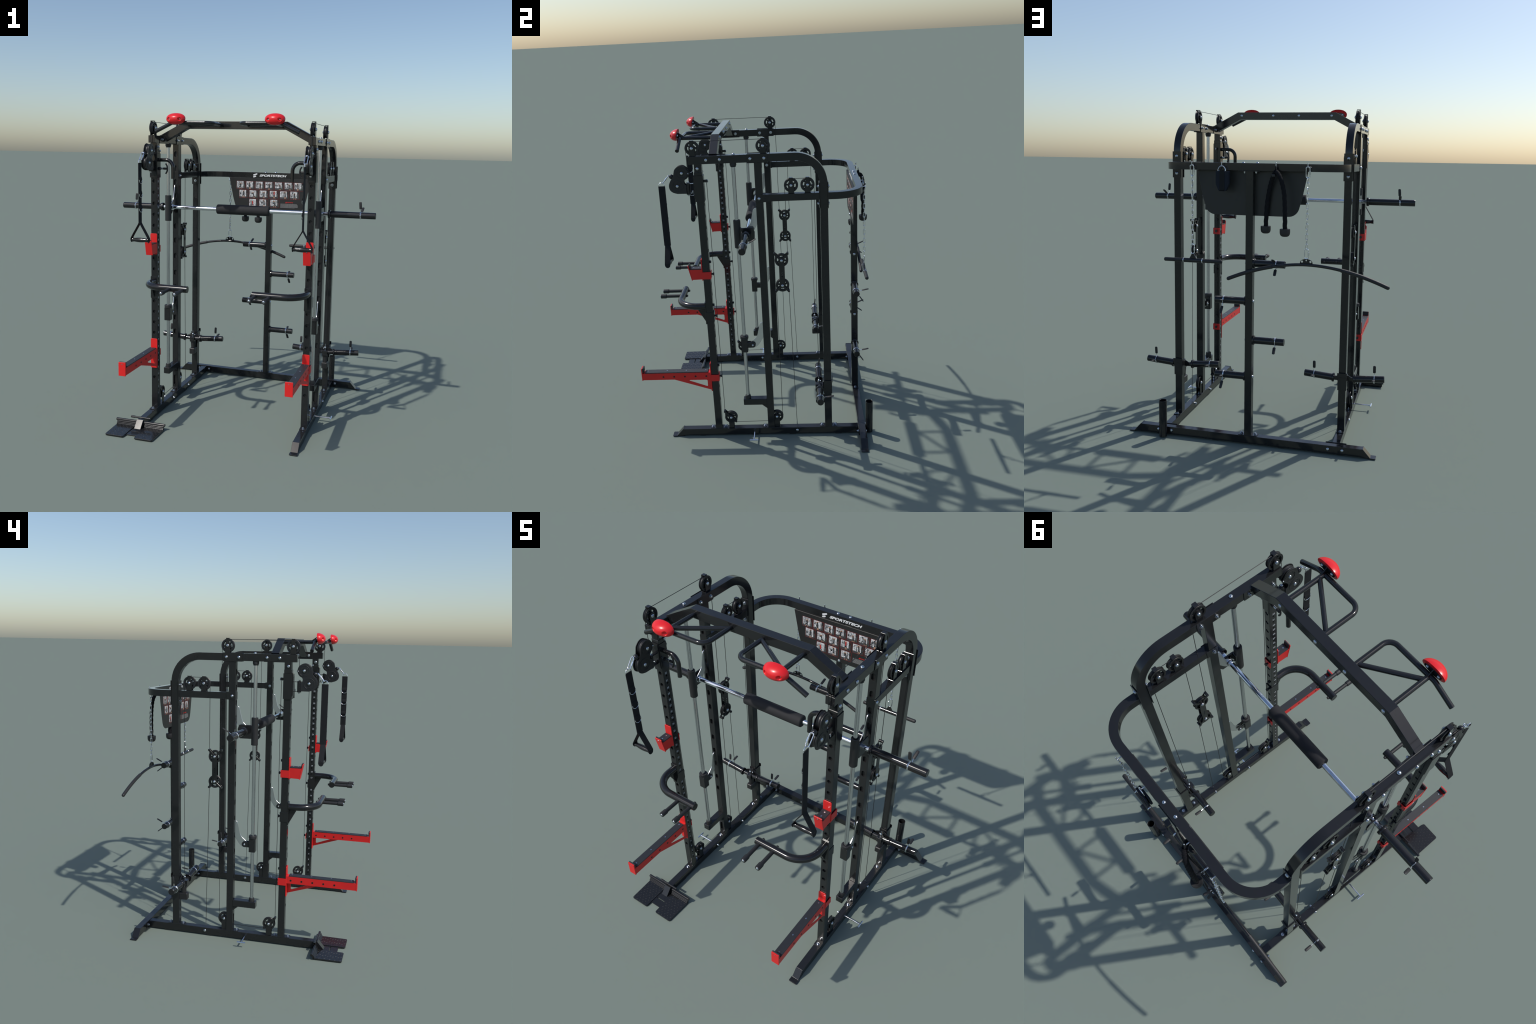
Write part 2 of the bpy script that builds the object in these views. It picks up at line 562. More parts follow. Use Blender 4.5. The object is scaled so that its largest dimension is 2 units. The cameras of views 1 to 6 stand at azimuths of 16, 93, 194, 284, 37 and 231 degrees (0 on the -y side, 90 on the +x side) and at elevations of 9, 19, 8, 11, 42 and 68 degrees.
# clamp plates where the rear frame bar crosses the rear post
p = Part(PAINT)
p.box(SX - 0.0265, SX + 0.0265, 0.4605, 0.4645, 1.535, 1.690, 0.001)
p.box(SX - 0.0265, SX + 0.0265, 0.4095, 0.4135, 1.535, 1.690, 0.001)
p.finish("clamp_plate", mirror=True)
for z in (1.662, 1.560):
    bolts_both((SX, 0.4645, z), (0, 1, 0))
    bolts_both((SX, 0.4095, z), (0, -1, 0), HEX)

# U-shaped rear frame bar
p = Part(PAINT)
path = fillet([(SX, 0.070, 1.608), (SX, 0.6550, 1.608), (-SX, 0.6550, 1.608), (-SX, 0.070, 1.608)], 0.150, 14)
p.sweep(path, rrect(0.0415, 0.042), up=(0, 0, 1))
p.box(-0.062, 0.062, 0.632, 0.680, 1.5830, 1.5870, 0.0008)
p.finish("rear_frame_bar")
bolts_both((SX + 0.0232, 0.059, 1.607), (1, 0, 0))
bolts_both((SX - 0.0232, 0.059, 1.607), (-1, 0, 0), HEX)
p = Part(PAINT)
for sg in (-1, 1):
    p.box(SX + sg * 0.0208, SX + sg * 0.0232, 0.038, 0.098, 1.5845, 1.6315, 0.0008)
p.finish("joint_bracket", mirror=True)
for x in (-0.040, 0.040):
    bolt((x, 0.656, 1.6285), (0, 0, 1), None, None, 0.9)
    bolt((x * 0.8, 0.656, 1.583), (0, 0, -1), HEX)

# centre post of the rear frame
p = Part(PAINT)
p.sweep([(0, 0.6525, 0.0515), (0, 0.6525, 1.588)], rrect(2 * HB, 0.044), up=(0, 1, 0))
p.finish("center_post")

# ------------------------------------------------------------------ pull-up beam with multi grips
p = Part(PAINT)
p.sweep([(-0.4940, -0.199, 1.852), (-0.328, -0.199, 1.940), (0.328, -0.199, 1.940), (0.4940, -0.199, 1.852)],
        rrect(0.048, 0.049), up=(0, 1, 0)) if False else None
beam_path = [(-0.4935, -0.199, 1.8535), (-0.3295, -0.199, 1.9395), (0.3295, -0.199, 1.9395), (0.4935, -0.199, 1.8535)]
p.sweep(beam_path, [(b, a) for a, b in rrect(0.048, 0.048)], up=(0, 1, 0))
beam = p.finish("pull_up_beam", angle=18)
for x in (-0.308, -0.088, 0.088, 0.308):
    bolt((x, -0.1755, 1.9405), (0, 1, 0), None, beam)
p = Part(PAINT)
RG = 0.0116
front = fillet([(0.0900, -0.222, 1.940), (0.0900, -0.4145, 1.944), (0.340, -0.4145, 1.944), (0.452, -0.4145, 1.890)], [0.044, 0.05], 10)
p.tube(front, RG, 18)
p.tube([(0.310, -0.222, 1.940), (0.310, -0.4145, 1.944)], RG, 18)
p.tube([(0.096, -0.238, 1.9395), (0.306, -0.386, 1.9435)], 0.0112, 18)
p.use(PAINT).plate([(-0.426, 1.980), (-0.426, 1.942), (-0.414, 1.950), (-0.388, 1.954)], 'x', 0.3085, 0.3125)
p.plate(circle2(0.310, 0, 1, 4) and [(0.310 + 0.046 * math.cos(a), 1.963 + 0.017 * math.sin(a)) for a in [2 * math.pi * k / 28 for k in range(28)]],
        'y', -0.4305, -0.4262)
p.use(PLASTIC).rod((0.4500, -0.4145, 1.8910), (0.4522, -0.4145, 1.8899), RG * 0.96)
grips = p.finish("multi_grip_bar", mirror=True, parent=None)
# red climbing-hold grip: half egg with two screw wells
t = Part(REDGEL)
verts, faces = [], []
NU, NV = 96, 40
for j in range(NV + 1):
    f = j / NV                       # 0 = back rim, 1 = nose
    ang = f * math.pi / 2
    for k in range(NU):
        w = 2 * math.pi * k / NU
        cr, sr = math.cos(ang), math.sin(ang)
        xx = 0.0615 * math.copysign(abs(math.cos(w)) ** 0.92, math.cos(w)) * cr ** 1.05
        zz = 0.0345 * math.copysign(abs(math.sin(w)) ** 0.95, math.sin(w)) * cr ** 1.0
        yy = -0.0445 * sr ** 1.0
        # screw wells left and right below the middle
        for sx in (-1, 1):
            d2 = (xx - sx * 0.035) ** 2 + (zz + 0.003) ** 2
            yy += 0.013 * math.exp(-(d2 / 0.000066) ** 2) if f > 0.05 else 0
        verts.append((0.311 + xx, -0.4300 + yy + 0.16 * zz * math.cos(ang), 1.9655 + zz))
for j in range(NV):
    for k in range(NU):
        k2 = (k + 1) % NU
        faces.append((j * NU + k, j * NU + k2, (j + 1) * NU + k2, (j + 1) * NU + k))
faces.append(tuple(range(NU)))
faces.append(tuple(NV * NU + k for k in range(NU)))
t.add_raw(verts, faces)
t.use(ZINC)
for sx in (-1, 1):
    t.rod((0.311 + sx * 0.0350, -0.450, 1.9625), (0.311 + sx * 0.0350, -0.4545, 1.9625), 0.0040, seg=12)
t.finish("red_grip_ball", parent=grips, mirror=True, angle=60)
for sx in (-1, 1):
    bolts_both((0.311 + sx * 0.030, -0.4262, 1.963), (0, 1, 0), None, 0.8)

# ------------------------------------------------------------------ pulleys
def build_pulley():
    p = Part(PLASTIC)
    sl = []
    for k in range(5):
        a = 72 * k + 18
        sl.append(circle2(0, 0, 0.0275, 8, a - 24, a + 24) + circle2(0, 0, 0.0195, 8, a + 24, a - 24))
    p.plate(circle2(0, 0, 0.034, 40), 'x', -0.005, 0.005, holes=sl, bevel=0.0006)
    prof = [(-0.0095, 0.0318), (-0.0095, 0.0408), (-0.0080, 0.0414), (-0.0025, 0.0362), (0.0025, 0.0362), (0.0080, 0.0414), (0.0095, 0.0408), (0.0095, 0.0318), (-0.0095, 0.0318)]
    seg = 40
    vs, fs = [], []
    for t, r in prof[:-1]:
        for k in range(seg):
            w = 2 * math.pi * k / seg
            vs.append((t, r * math.cos(w), r * math.sin(w)))
    m = len(prof) - 1
    for i in range(m):
        j = (i + 1) % m
        for k in range(seg):
            k2 = (k + 1) % seg
            fs.append((i * seg + k, i * seg + k2, j * seg + k2, j * seg + k))
    p.add_raw(vs, fs)
    p.rod((-0.011, 0, 0), (0.011, 0, 0), 0.013)
    o = p.finish("pulley")
    me = o.data
    bpy.data.objects.remove(o)
    return me
PULLEY = build_pulley()

def pulley(x, y, z, parent=None, rot=0.0, sc=1.0):
    o = bpy.data.objects.new("pulley", PULLEY)
    o.location = (x, y, z)
    o.rotation_euler = (math.radians(rot), 0, 0)
    o.scale = (1, sc, sc)
    return register(o, parent)

def obround(y0, z0, y1, z1, w):
    """capsule outline in (y, z) around a segment"""
    a = math.degrees(math.atan2(z1 - z0, y1 - y0))
    return circle2(y1, z1, w, 8, a - 90, a + 90) + circle2(y0, z0, w, 8, a + 90, a + 270)

# fixed pulleys: (y, z, seat z, direction of the seat)
def pulley_bracket(y, z, seat, tab=True, guards=()):
    zt = z + 0.0435 if seat < z else z - 0.0435
    p = Part(PAINT)
    for sg in (-1, 1):
        xa, xb = SX + sg * 0.0135 - 0.0017, SX + sg * 0.0135 + 0.0017
        if tab and sg > 0:      # outer cheek runs over the rim and carries the cable keeper
            p.plate(round_poly([(y - 0.0165, seat), (y + 0.0165, seat), (y + 0.0180, z), (y + 0.0115, z + 0.018), (y + 0.0105, zt), (y - 0.0105, zt), (y - 0.0115, z + 0.018), (y - 0.0180, z)],
                               [0.001, 0.001, 0.014, 0.01, 0.002, 0.002, 0.01, 0.014]), 'x', xa, xb)
        else:
            p.plate([(y - 0.0165, seat), (y + 0.0165, seat)] + circle2(y, z, 0.0175, 12, 0, 180), 'x', xa, xb)
    if tab:
        p.box(SX - 0.0080, SX + 0.0152, y - 0.0105, y + 0.0105, zt - 0.0015, zt + 0.0025, 0.0006)
    p.box(SX - 0.0152, SX + 0.0152, y - 0.019, y + 0.019, seat - 0.001, seat + 0.003, 0.0006)
    for (gy, gz) in guards:
        d = Vector((0, gy - y, gz - z))
        n = d.normalized()
        for sg in (-1, 1):
            p.plate(obround(y + n.y * 0.012, z + n.z * 0.012, gy, gz, 0.0065), 'x', SX + sg * 0.0112 - 0.0012, SX + sg * 0.0112 + 0.0012)
        p.box(SX - 0.0135, SX + 0.0135, gy - 0.006, gy + 0.006, gz - 0.005, gz + 0.007, 0.001)
    brs = p.finish("pulley_bracket", mirror=True)
    rot = rnd.uniform(0, 72)
    for b, s in zip(brs, (1, -1)):
        pulley(SX, y, z, b, rot)
        bolt((SX + 0.0152, y, z), (1, 0, 0), None, b)
        bolt((SX - 0.0152, y, z), (-1, 0, 0), None, b)

pulley_bracket(-0.3145, 1.914, 1.868)
pulley_bracket(0.0945, 1.913, 1.868)
pulley_bracket(0.2480, 1.6765, 1.6285)
pulley_bracket(0.3440, 1.6765, 1.6285)
pulley_bracket(-0.2030, 0.130, 0.0515, tab=False, guards=((-0.243, 0.172), (-0.172, 0.098)))
pulley_bracket(0.1000, 0.131, 0.0515, tab=False)

# floating double pulley on each cable column
p = Part(PAINT)
FY, FZ1, FZ0 = 0.1735, 1.2165, 1.0545
for sg in (-1, 1):
    hol = [circle2(FY, 1.114 + 0.012 * k, 0.003, 8) for k in range(3)]
    p.plate(obround(FY, FZ0, FY, FZ1, 0.0165), 'x', SX + sg * 0.0135 - 0.0017, SX + sg * 0.0135 + 0.0017, holes=hol)
    for (cz, gz) in ((FZ1, 1.258), (FZ0, 1.016)):
        for gy in (-0.041, 0.038):
            p.plate(obround(FY, cz, FY + gy, gz, 0.0065), 'x', SX + sg * 0.0112 - 0.0011, SX + sg * 0.0112 + 0.0011)
for gz in (1.258, 1.016):
    for gy in (-0.041, 0.038):
        p.box(SX - 0.0140, SX + 0.0140, FY + gy - 0.006, FY + gy + 0.006, gz - 0.006, gz + 0.006, 0.001)
floaters = p.finish("floating_pulley_block", mirror=True)
for b in floaters:
    for z, r in ((FZ1, 10), (FZ0, 40)):
        pulley(SX, FY, z, b, r)
        bolt((SX + 0.0152, FY, z), (1, 0, 0), None, b)
        bolt((SX - 0.0152, FY, z), (-1, 0, 0), None, b)

# cables
p = Part(CABLE)
RC = 0.0016
RP = 0.0378
def arc(y, z, a0, a1, n=10, r=RP):
    return [(SX, y + r * math.cos(math.radians(a0 + (a1 - a0) * k / n)), z + r * math.sin(math.radians(a0 + (a1 - a0) * k / n))) for k in range(n + 1)]
run1 = [(SX, -0.352, 1.790)] + arc(-0.3145, 1.914, 180, 90) + arc(0.0945, 1.913, 90, 0) + \
       arc(FY, FZ1, 180, 360, 14) + arc(0.2480, 1.6765, 180, 90) + arc(0.3440, 1.6765, 90, 0) + [(SX, 0.381, 0.392)]
p.tube(run1, RC, 8)
run2 = [(SX, -0.2445, 1.716)] + arc(-0.2030, 0.130, 180, 270, 10, 0.0395) + arc(0.1000, 0.131, 270, 360) + arc(FY, FZ0, 180, 0, 14) + [(SX, 0.231, 0.062)]
p.tube(run2, RC, 8)
p.use(ZINC).rod((SX, 0.231, 0.057), (SX, 0.2305, 0.085), 0.0028, seg=10)
cables = p.finish("cable", mirror=True)

# ------------------------------------------------------------------ smith bar, carriages, guide rods
GY = -0.083
p = Part(STEEL)
p.rod((SX, GY, 0.262), (SX, GY, 1.822), 0.0115, seg=28)
p.use(RUBBER)
p.lathe((SX, GY, 1.7965), (0, 0, 1), [(0, 0.0135), (0.001, 0.0165), (0.006, 0.0165), (0.010, 0.0195), (0.0245, 0.0195), (0.026, 0.019)])
p.lathe((SX, GY, 0.268), (0, 0, 1), [(0, 0.019), (0.010, 0.019), (0.020, 0.0170), (0.025, 0.016), (0.026, 0.012)])
p.finish("guide_rod", mirror=True)
p = Part(PAINT)
p.box(SX - 0.0225, SX + 0.0225, -0.112, 0.0405, 0.227, 0.271, 0.003)
p.plate([(0.041, 0.230), (0.0, 0.230), (0.041, 0.196)], 'x', SX - 0.016, SX + 0.016)
p.finish("guide_rod_bracket", mirror=True)

BY, BZ = -0.0290, 1.3935
HX = 0.0
def hook(part, shift_y, shift_z, x0, x1, pin):
    o = smooth2([(-0.052, 1.403), (-0.036, 1.420), (-0.018, 1.435), (-0.004, 1.452), (0.006, 1.488), (0.016, 1.530), (0.026, 1.5435), (0.040, 1.5445),
                 (0.046, 1.535), (0.043, 1.490), (0.038, 1.450), (0.026, 1.425), (0.006, 1.395), (-0.012, 1.378), (-0.034, 1.372), (-0.050, 1.382)], 4)
    part.plate([(a + shift_y, b + shift_z) for a, b in o], 'x', x0, x1, bevel=0.0006)

p = Part(RUBBER)
p.lathe((SX, GY, 1.304), (0, 0, 1), [(0, 0.0125), (0.0, 0.020), (0.002, 0.0215), (0.171, 0.0215), (0.173, 0.0205), (0.173, 0.0165), (0.168, 0.0155), (0.168, 0.0118)], 28)
p.use(PAINT)
p.plate(round_poly([(-0.066, 1.431), (0.012, 1.431), (0.022, 1.405), (0.020, 1.362), (0.008, 1.345), (-0.066, 1.345)], 0.004), 'x', 0.5285, 0.5355)
p.box(0.505, 0.535, -0.070, -0.058, 1.346, 1.430, 0.002)
carriages = p.finish("bar_carriage", mirror=True)
p = Part(PLATE)
hook(p, 0.0, 0.0, 0.5120, 0.5165, None)
p.use(CHROME).lathe((0.500, BY, BZ), (1, 0, 0), [(0, 0.018), (0.001, 0.0195), (0.0095, 0.0195), (0.0105, 0.018)])
p.finish("lock_hook", parent=carriages, mirror=True)

p = Part(RUBBER)
p.lathe((SX, GY, 0.698), (0, 0, 1), [(-0.004, 0.0215), (0, 0.0245), (0.002, 0.0260), (0.017, 0.0260), (0.0195, 0.0245), (0.0195, 0.0135), (0.012, 0.012)], 28)
p.use(PAINT)
p.box(SX - 0.0215, SX + 0.0215, GY - 0.0205, GY + 0.0205, 0.609, 0.700, 0.002)
for sg in (-1, 1):
    p.plate([(-0.064, 0.674), (-0.033, 0.674)] + circle2(-0.031, 0.656, 0.018, 10, 90, -90) + [(-0.064, 0.638)], 'x', 0.5045 + 0.0115 + sg * 0.0115 - 0.0022, 0.5045 + 0.0115 + sg * 0.0115 + 0.0022)
stops = p.finish("safety_stop", mirror=True)
p = Part(PLATE)
hook(p, 0.0015, -0.7385, 0.5138, 0.5182, None)
p.finish("lock_hook", parent=stops, mirror=True)
bolts_both((SX + 0.0137, -0.031, 0.656), (1, 0, 0), None, 0.75)
bolts_both((SX - 0.0137, -0.031, 0.656), (-1, 0, 0), None, 0.75)

# the bar itself
p = Part(CHROME)
p.rod((-0.60, BY, BZ), (0.60, BY, BZ), 0.0132, seg=28)
barbell = p.finish("barbell")
p = Part(FOAM)
p.lathe((-0.1815, BY, BZ), (1, 0, 0), [(0, 0.016), (0, 0.0285), (0.003, 0.0318), (0.006, 0.0325), (0.357, 0.0325), (0.360, 0.0318), (0.363, 0.0285), (0.363, 0.016)], 40)
p.finish("foam_pad", barbell)
p = Part(GLOSS)
p.lathe((0.572, BY, BZ), (1, 0, 0), [(0, 0.018), (0.001, 0.0265), (0.003, 0.0275), (0.014, 0.0275), (0.016, 0.0265), (0.018, 0.0210), (0.299, 0.0207), (0.3015, 0.0205), (0.3035, 0.0190), (0.304, 0.0185)], 32)
p.finish("bar_sleeve", barbell, mirror=True)

# ------------------------------------------------------------------ spring clips (ring with two rubber-tipped prongs)
def build_clip(a1, a2, tilt):
    p = Part(CHROME)
    R = 0.0223
    # two turns of flat spring wire around the x axis
    n = 60
    path = []
    for k in range(n + 1):
        a = math.radians(a1) + (2 * math.pi * 2 - math.radians(a1 - a2)) * k / n
        path.append((-0.004 + 0.008 * k / n, R * math.cos(a), R * math.sin(a)))
    p.sweep(path, [(0.0019 * math.cos(2 * math.pi * k / 8), 0.0019 * math.sin(2 * math.pi * k / 8)) for k in range(8)])
    for a, sg in ((a1, -1), (a2, 1)):
        d = Vector((0, math.cos(math.radians(a)), math.sin(math.radians(a))))
        s0 = d * R + Vector((sg * 0.004, 0, 0))
        s1 = d * 0.040 + Vector((sg * tilt * 0.02, 0, 0))
        s2 = d * 0.086 + Vector((sg * tilt * 0.055, 0, 0))
        p.use(CHROME).rod(s0, s1 + d * 0.004, 0.0018, seg=8)
        # flat rubber paddle, broad along the bar
        across = Vector((1, 0, 0))
        sec = [(0.0034 * math.cos(w), 0.0084 * math.sin(w)) for w in [2 * math.pi * k / 14 for k in range(14)]]
        steps = [(0.0, 0.75), (0.08, 1.0), (0.5, 1.05), (0.9, 1.0), (0.97, 0.75), (1.0, 0.4)]
        fac = [f for _, f in steps]
        p.use(RUBBER).sweep([s1.lerp(s2, t) for t, _ in steps], sec, up=across, mod=lambda i, k, m: fac[i])
    o = p.finish("spring_clip")
    me = o.data
    bpy.data.objects.remove(o)
    return me
CLIP_BAR = build_clip(92, 32, 0.10)
CLIP_HORN = build_clip(84, 10, 0.0)
CLIP_PEG = (build_clip(10, -56, 0.10), build_clip(26, -38, 0.10))

def clip(me, pos, parent, flip=False, tilt=0.0):
    o = bpy.data.objects.new("spring_clip", me)
    o.location = pos
    o.rotation_euler = (0, tilt, 0)
    if flip:
        o.scale.x = -1
    return register(o, parent)
clip(CLIP_BAR, (0.781, BY, BZ), barbell)
clip(CLIP_BAR, (-0.781, BY, BZ), barbell, True)

# ------------------------------------------------------------------ weight horns on the rear posts
HY = 0.383
p = Part(PAINT)
p.sweep([(SX, 0.437, 0.306), (SX, 0.437, 0.396)], rrect(0.0535, 0.0535), up=(0, 1, 0))
p.box(SX - 0.018, SX + 0.018, 0.358, 0.411, 0.3290, 0.3660, 0.002)
p.plate([(0.441, 0.354), (0.508, 0.394), (0.524, 0.394), (0.591, 0.354), (0.56, 0.352), (0.516, 0.350), (0.47, 0.352)], 'y', 0.401, 0.406)
p.box(SX - 0.029, SX + 0.029, 0.4665, 0.4695, 0.385, 0.412, 0.001)
p.rod((0.450, HY, 0.3545), (SX, HY, 0.3515), 0.0135)
p.rod((0.582, HY, 0.3545), (SX, HY, 0.3515), 0.0135)
p.use(RUBBER).rod((SX, 0.388, 0.331), (SX, 0.388, 0.276), 0.0205, 0.0165)
p.use(PLASTIC).box(SX - 0.0205, SX + 0.0205, 0.358, 0.416, 0.2315, 0.2765, 0.004)
p.use(ZINC).ball((SX, 0.381, 0.386), 0.0075).rod((SX, 0.381, 0.364), (SX, 0.381, 0.384), 0.004).rod((SX, 0.381, 0.390), (SX, 0.381, 0.412), 0.0022)
p.ball((SX - 0.012, 0.392, 0.376), 0.005)
horn_sets = p.finish("weight_horn_bracket", mirror=True)
p = Part(GLOSS)
for sg, x0, x1 in ((1, 0.574, 0.7575), (-1, 0.458, 0.2745)):
    d = Vector((x1 - x0, 0, 0.0145))
    p.lathe((x0, HY, 0.3555), d, [(0, 0.019), (0.001, 0.0262), (0.002, 0.0270), (0.010, 0.0270), (0.012, 0.0262), (0.014, 0.0207),
                                 (0.1815, 0.0205), (0.1835, 0.0190), (0.184, 0.0180)], 32)
p.finish("weight_horn", parent=horn_sets, mirror=True)
for b in horn_sets:
    clip(CLIP_HORN, (0.3345, HY, 0.3655), b)
    clip(CLIP_HORN, (0.6975, HY, 0.3655), b, True)

# storage pegs on the centre post
for s, z in ((1, 0.850), (1, 0.4055), (-1, 1.0700), (-1, 0.6245)):
    p = Part(GLOSS)
    p.lathe((s * 0.0205, 0.6525, z), (s, 0, 0), [(0, 0.024), (0.001, 0.0265), (0.009, 0.0270), (0.010, 0.0262), (0.012, 0.0207), (0.1825, 0.0205), (0.1845, 0.0190), (0.185, 0.0180)], 32)
    pg = p.finish("storage_peg")
    clip(CLIP_PEG[0 if s > 0 else 1], (s * 0.1545, 0.6525, z), pg, s < 0)
    bolt((-s * HB, 0.6525, z), (-s, 0, 0))

# ------------------------------------------------------------------ cable carriages on the front posts
p = Part(PAINT)
p.sweep([(SX, -0.288, 1.602), (SX, -0.288, 1.756)], rrect(0.0525, 0.0555, 0.003), up=(0, 1, 0))
p.box(SX - 0.0235, SX + 0.0235, -0.3115, -0.2640, 1.755, 1.778, 0.002)
p.plate([(-0.313, 1.760), (-0.3165, 1.760), (-0.3205, 1.748), (-0.3205, 1.628), (-0.313, 1.604)], 'x', SX - 0.022, SX + 0.022)
# hinge bracket
for z in (1.706, 1.649):
    p.box(SX - 0.010, SX + 0.010, -0.360, -0.315, z - 0.002, z + 0.002, 0.0008)
p.rod((SX, -0.3555, 1.643), (SX, -0.3555, 1.711), 0.0125)
p.use(ZINC).rod((SX, -0.3555, 1.711), (SX, -0.3555, 1.718), 0.0068, seg=6).rod((SX, -0.3555, 1.643), (SX, -0.3555, 1.634), 0.0068, seg=6)
p.rod((SX + 0.004, -0.330, 1.651), (SX + 0.004, -0.330, 1.664), 0.005, seg=10)
# eyelet for the low cable
p.use(PAINT).box(SX - 0.004, SX + 0.004, -0.262, -0.238, 1.712, 1.728, 0.002)
p.use(ZINC).tube([(SX + 0.0, -0.2445 + 0.0085 * math.cos(a), 1.719 + 0.0085 * math.sin(a)) for a in [2 * math.pi * k / 16 for k in range(16)]], 0.0022, 8, closed=True)
cable_cars = p.finish("cable_carriage", mirror=True)
bolts_both((SX - 0.0263, -0.270, 1.772), (-1, 0, 0), None, 0.7)
CX = 0.5125
def smooth_open(pts, n=4):
    return [(q.x, q.y) for q in spline([(a, b, 0) for a, b in pts], n)]
cover = smooth_open([(-0.352, 1.790), (-0.364, 1.808), (-0.385, 1.817), (-0.408, 1.811), (-0.426, 1.795), (-0.433, 1.772), (-0.439, 1.752), (-0.455, 1.730),
                     (-0.466, 1.703), (-0.462, 1.676), (-0.444, 1.659), (-0.418, 1.651)]) + [(-0.364, 1.650), (-0.3625, 1.700)]
cover += smooth_open([(-0.370, 1.703), (-0.376, 1.712), (-0.3765, 1.724), (-0.368, 1.738), (-0.354, 1.757), (-0.343, 1.766)]) + [(-0.3395, 1.7695), (-0.3425, 1.7740)]
p = Part(PLASTIC)
for sg in (-1, 1):
    hl = [circle2(-0.385 + 0.024 * math.cos(t), 1.772 + 0.024 * math.sin(t), 0.0035, 8) for t in (0.6, 2.7, 4.8)]
    p.plate(cover, 'x', CX + sg * 0.0150 - 0.0020, CX + sg * 0.0150 + 0.0020, holes=hl if sg < 0 else ())
    for yy, zz in ((-0.385, 1.772), (-0.4165, 1.6965)):      # raised rings over the two wheels
        p.plate(circle2(yy, zz, 0.0345, 32), 'x', CX + sg * 0.0166, CX + sg * 0.0186, holes=[circle2(yy, zz, 0.0290, 32)], bevel=0.0005)
        for a in (30, 150, 270):
            p.plate(circle2(yy, zz, 0.0255, 6, a - 24, a + 24) + circle2(yy, zz, 0.0225, 6, a + 24, a - 24), 'x', CX + sg * 0.0166, CX + sg * 0.0182, bevel=0.0004)
# rim lip around the cover, spacer and pulleys discs
p.rod((CX - 0.0125, -0.385, 1.772), (CX + 0.0125, -0.385, 1.772), 0.016)
p.rod((CX - 0.0125, -0.4165, 1.6965), (CX + 0.0125, -0.4165, 1.6965), 0.016)
p.box(CX - 0.013, CX + 0.013, -0.372, -0.358, 1.652, 1.697, 0.002)
p.box(CX - 0.013, CX + 0.013, -0.420, -0.366, 1.650, 1.6535, 0.001)
for (yy, zz) in ((-0.385, 1.772), (-0.4165, 1.6965)):
    p.use(PAINT).lathe((CX + 0.0163, yy, zz), (1, 0, 0), [(0, 0.017), (0.0012, 0.016)], 24)
p.use(PAINT).rod((CX - 0.0165, -0.3475, 1.769), (CX + 0.0165, -0.3475, 1.769), 0.004, seg=12)
p.use(GLOSS).ball((CX, -0.4500, 1.7515), 0.0142)
p.use(ZINC).rod((CX, -0.458, 1.7545), (CX, -0.470, 1.7585), 0.0035, seg=10)
for yy, zz in ((-0.3475, 1.769),):
    p.ball((CX - 0.0170, yy, zz), 0.004).ball((CX + 0.0170, yy, zz), 0.004)
swivels = p.finish("swivel_pulley_housing", mirror=True)
for b in swivels:
    for yy, zz, r in ((-0.385, 1.772, 5), (-0.4165, 1.6965, 30)):
        pulley(CX, yy, zz, b, r, 1.03)
        for sg in (-1, 1):
            bolt((CX + sg * 0.0168, yy, zz), (sg, 0, 0), None, b)
# bent side handle and pull pin
p = Part(GLOSS)
p.tube(fillet([(0.492, -0.289, 1.7155), (0.391, -0.291, 1.7155), (0.391, -0.293, 1.597)], 0.048, 10), 0.0118, 20)
p.finish("bent_side_handle", parent=cable_cars, mirror=True)
p = Part(ZINC)
p.rod((0.491, -0.2815, 1.660), (0.462, -0.2815, 1.660), 0.0062, seg=16)
p.use(PLASTIC).rod((0.491, -0.2815, 1.660), (0.480, -0.2815, 1.660), 0.0092, seg=16)
p.rod((0.462, -0.2815, 1.660), (0.440, -0.2815, 1.660), 0.0072, seg=16)
p.tube(spline([(0.446, -0.2815, 1.628), (0.438, -0.2815, 1.640), (0.434, -0.2815, 1.660), (0.438, -0.2815, 1.680), (0.446, -0.2815, 1.692)], 5), 0.0048, 12)
p.finish("pull_pin", parent=cable_cars, mirror=True)

# ------------------------------------------------------------------ hand straps hanging from the swivels
def quick_link(part, top, bottom, width_dir, w=0.0085, r=0.0026, nut=True):
    top, bottom = Vector(top), Vector(bottom)
    d = (bottom - top)
    L = d.length
    d.normalize()
    wd = Vector(width_dir)
    wd = (wd - d * wd.dot(d)).normalized()
    c = (top + bottom) / 2
    h = L / 2 - w
    pts = []
    for k in range(10):
        a = math.pi * k / 9
        pts.append(c + d * (h + w * math.sin(a)) + wd * (w * math.cos(a)))
    for k in range(10):
        a = math.pi + math.pi * k / 9
        pts.append(c + d * (-h + w * math.sin(a)) + wd * (w * math.cos(a)))
    part.tube(pts, r, 10, closed=True)
    if nut:
        part.rod(c - wd * w - d * h * 0.45, c - wd * w + d * h * 0.55, r * 1.7, seg=10)

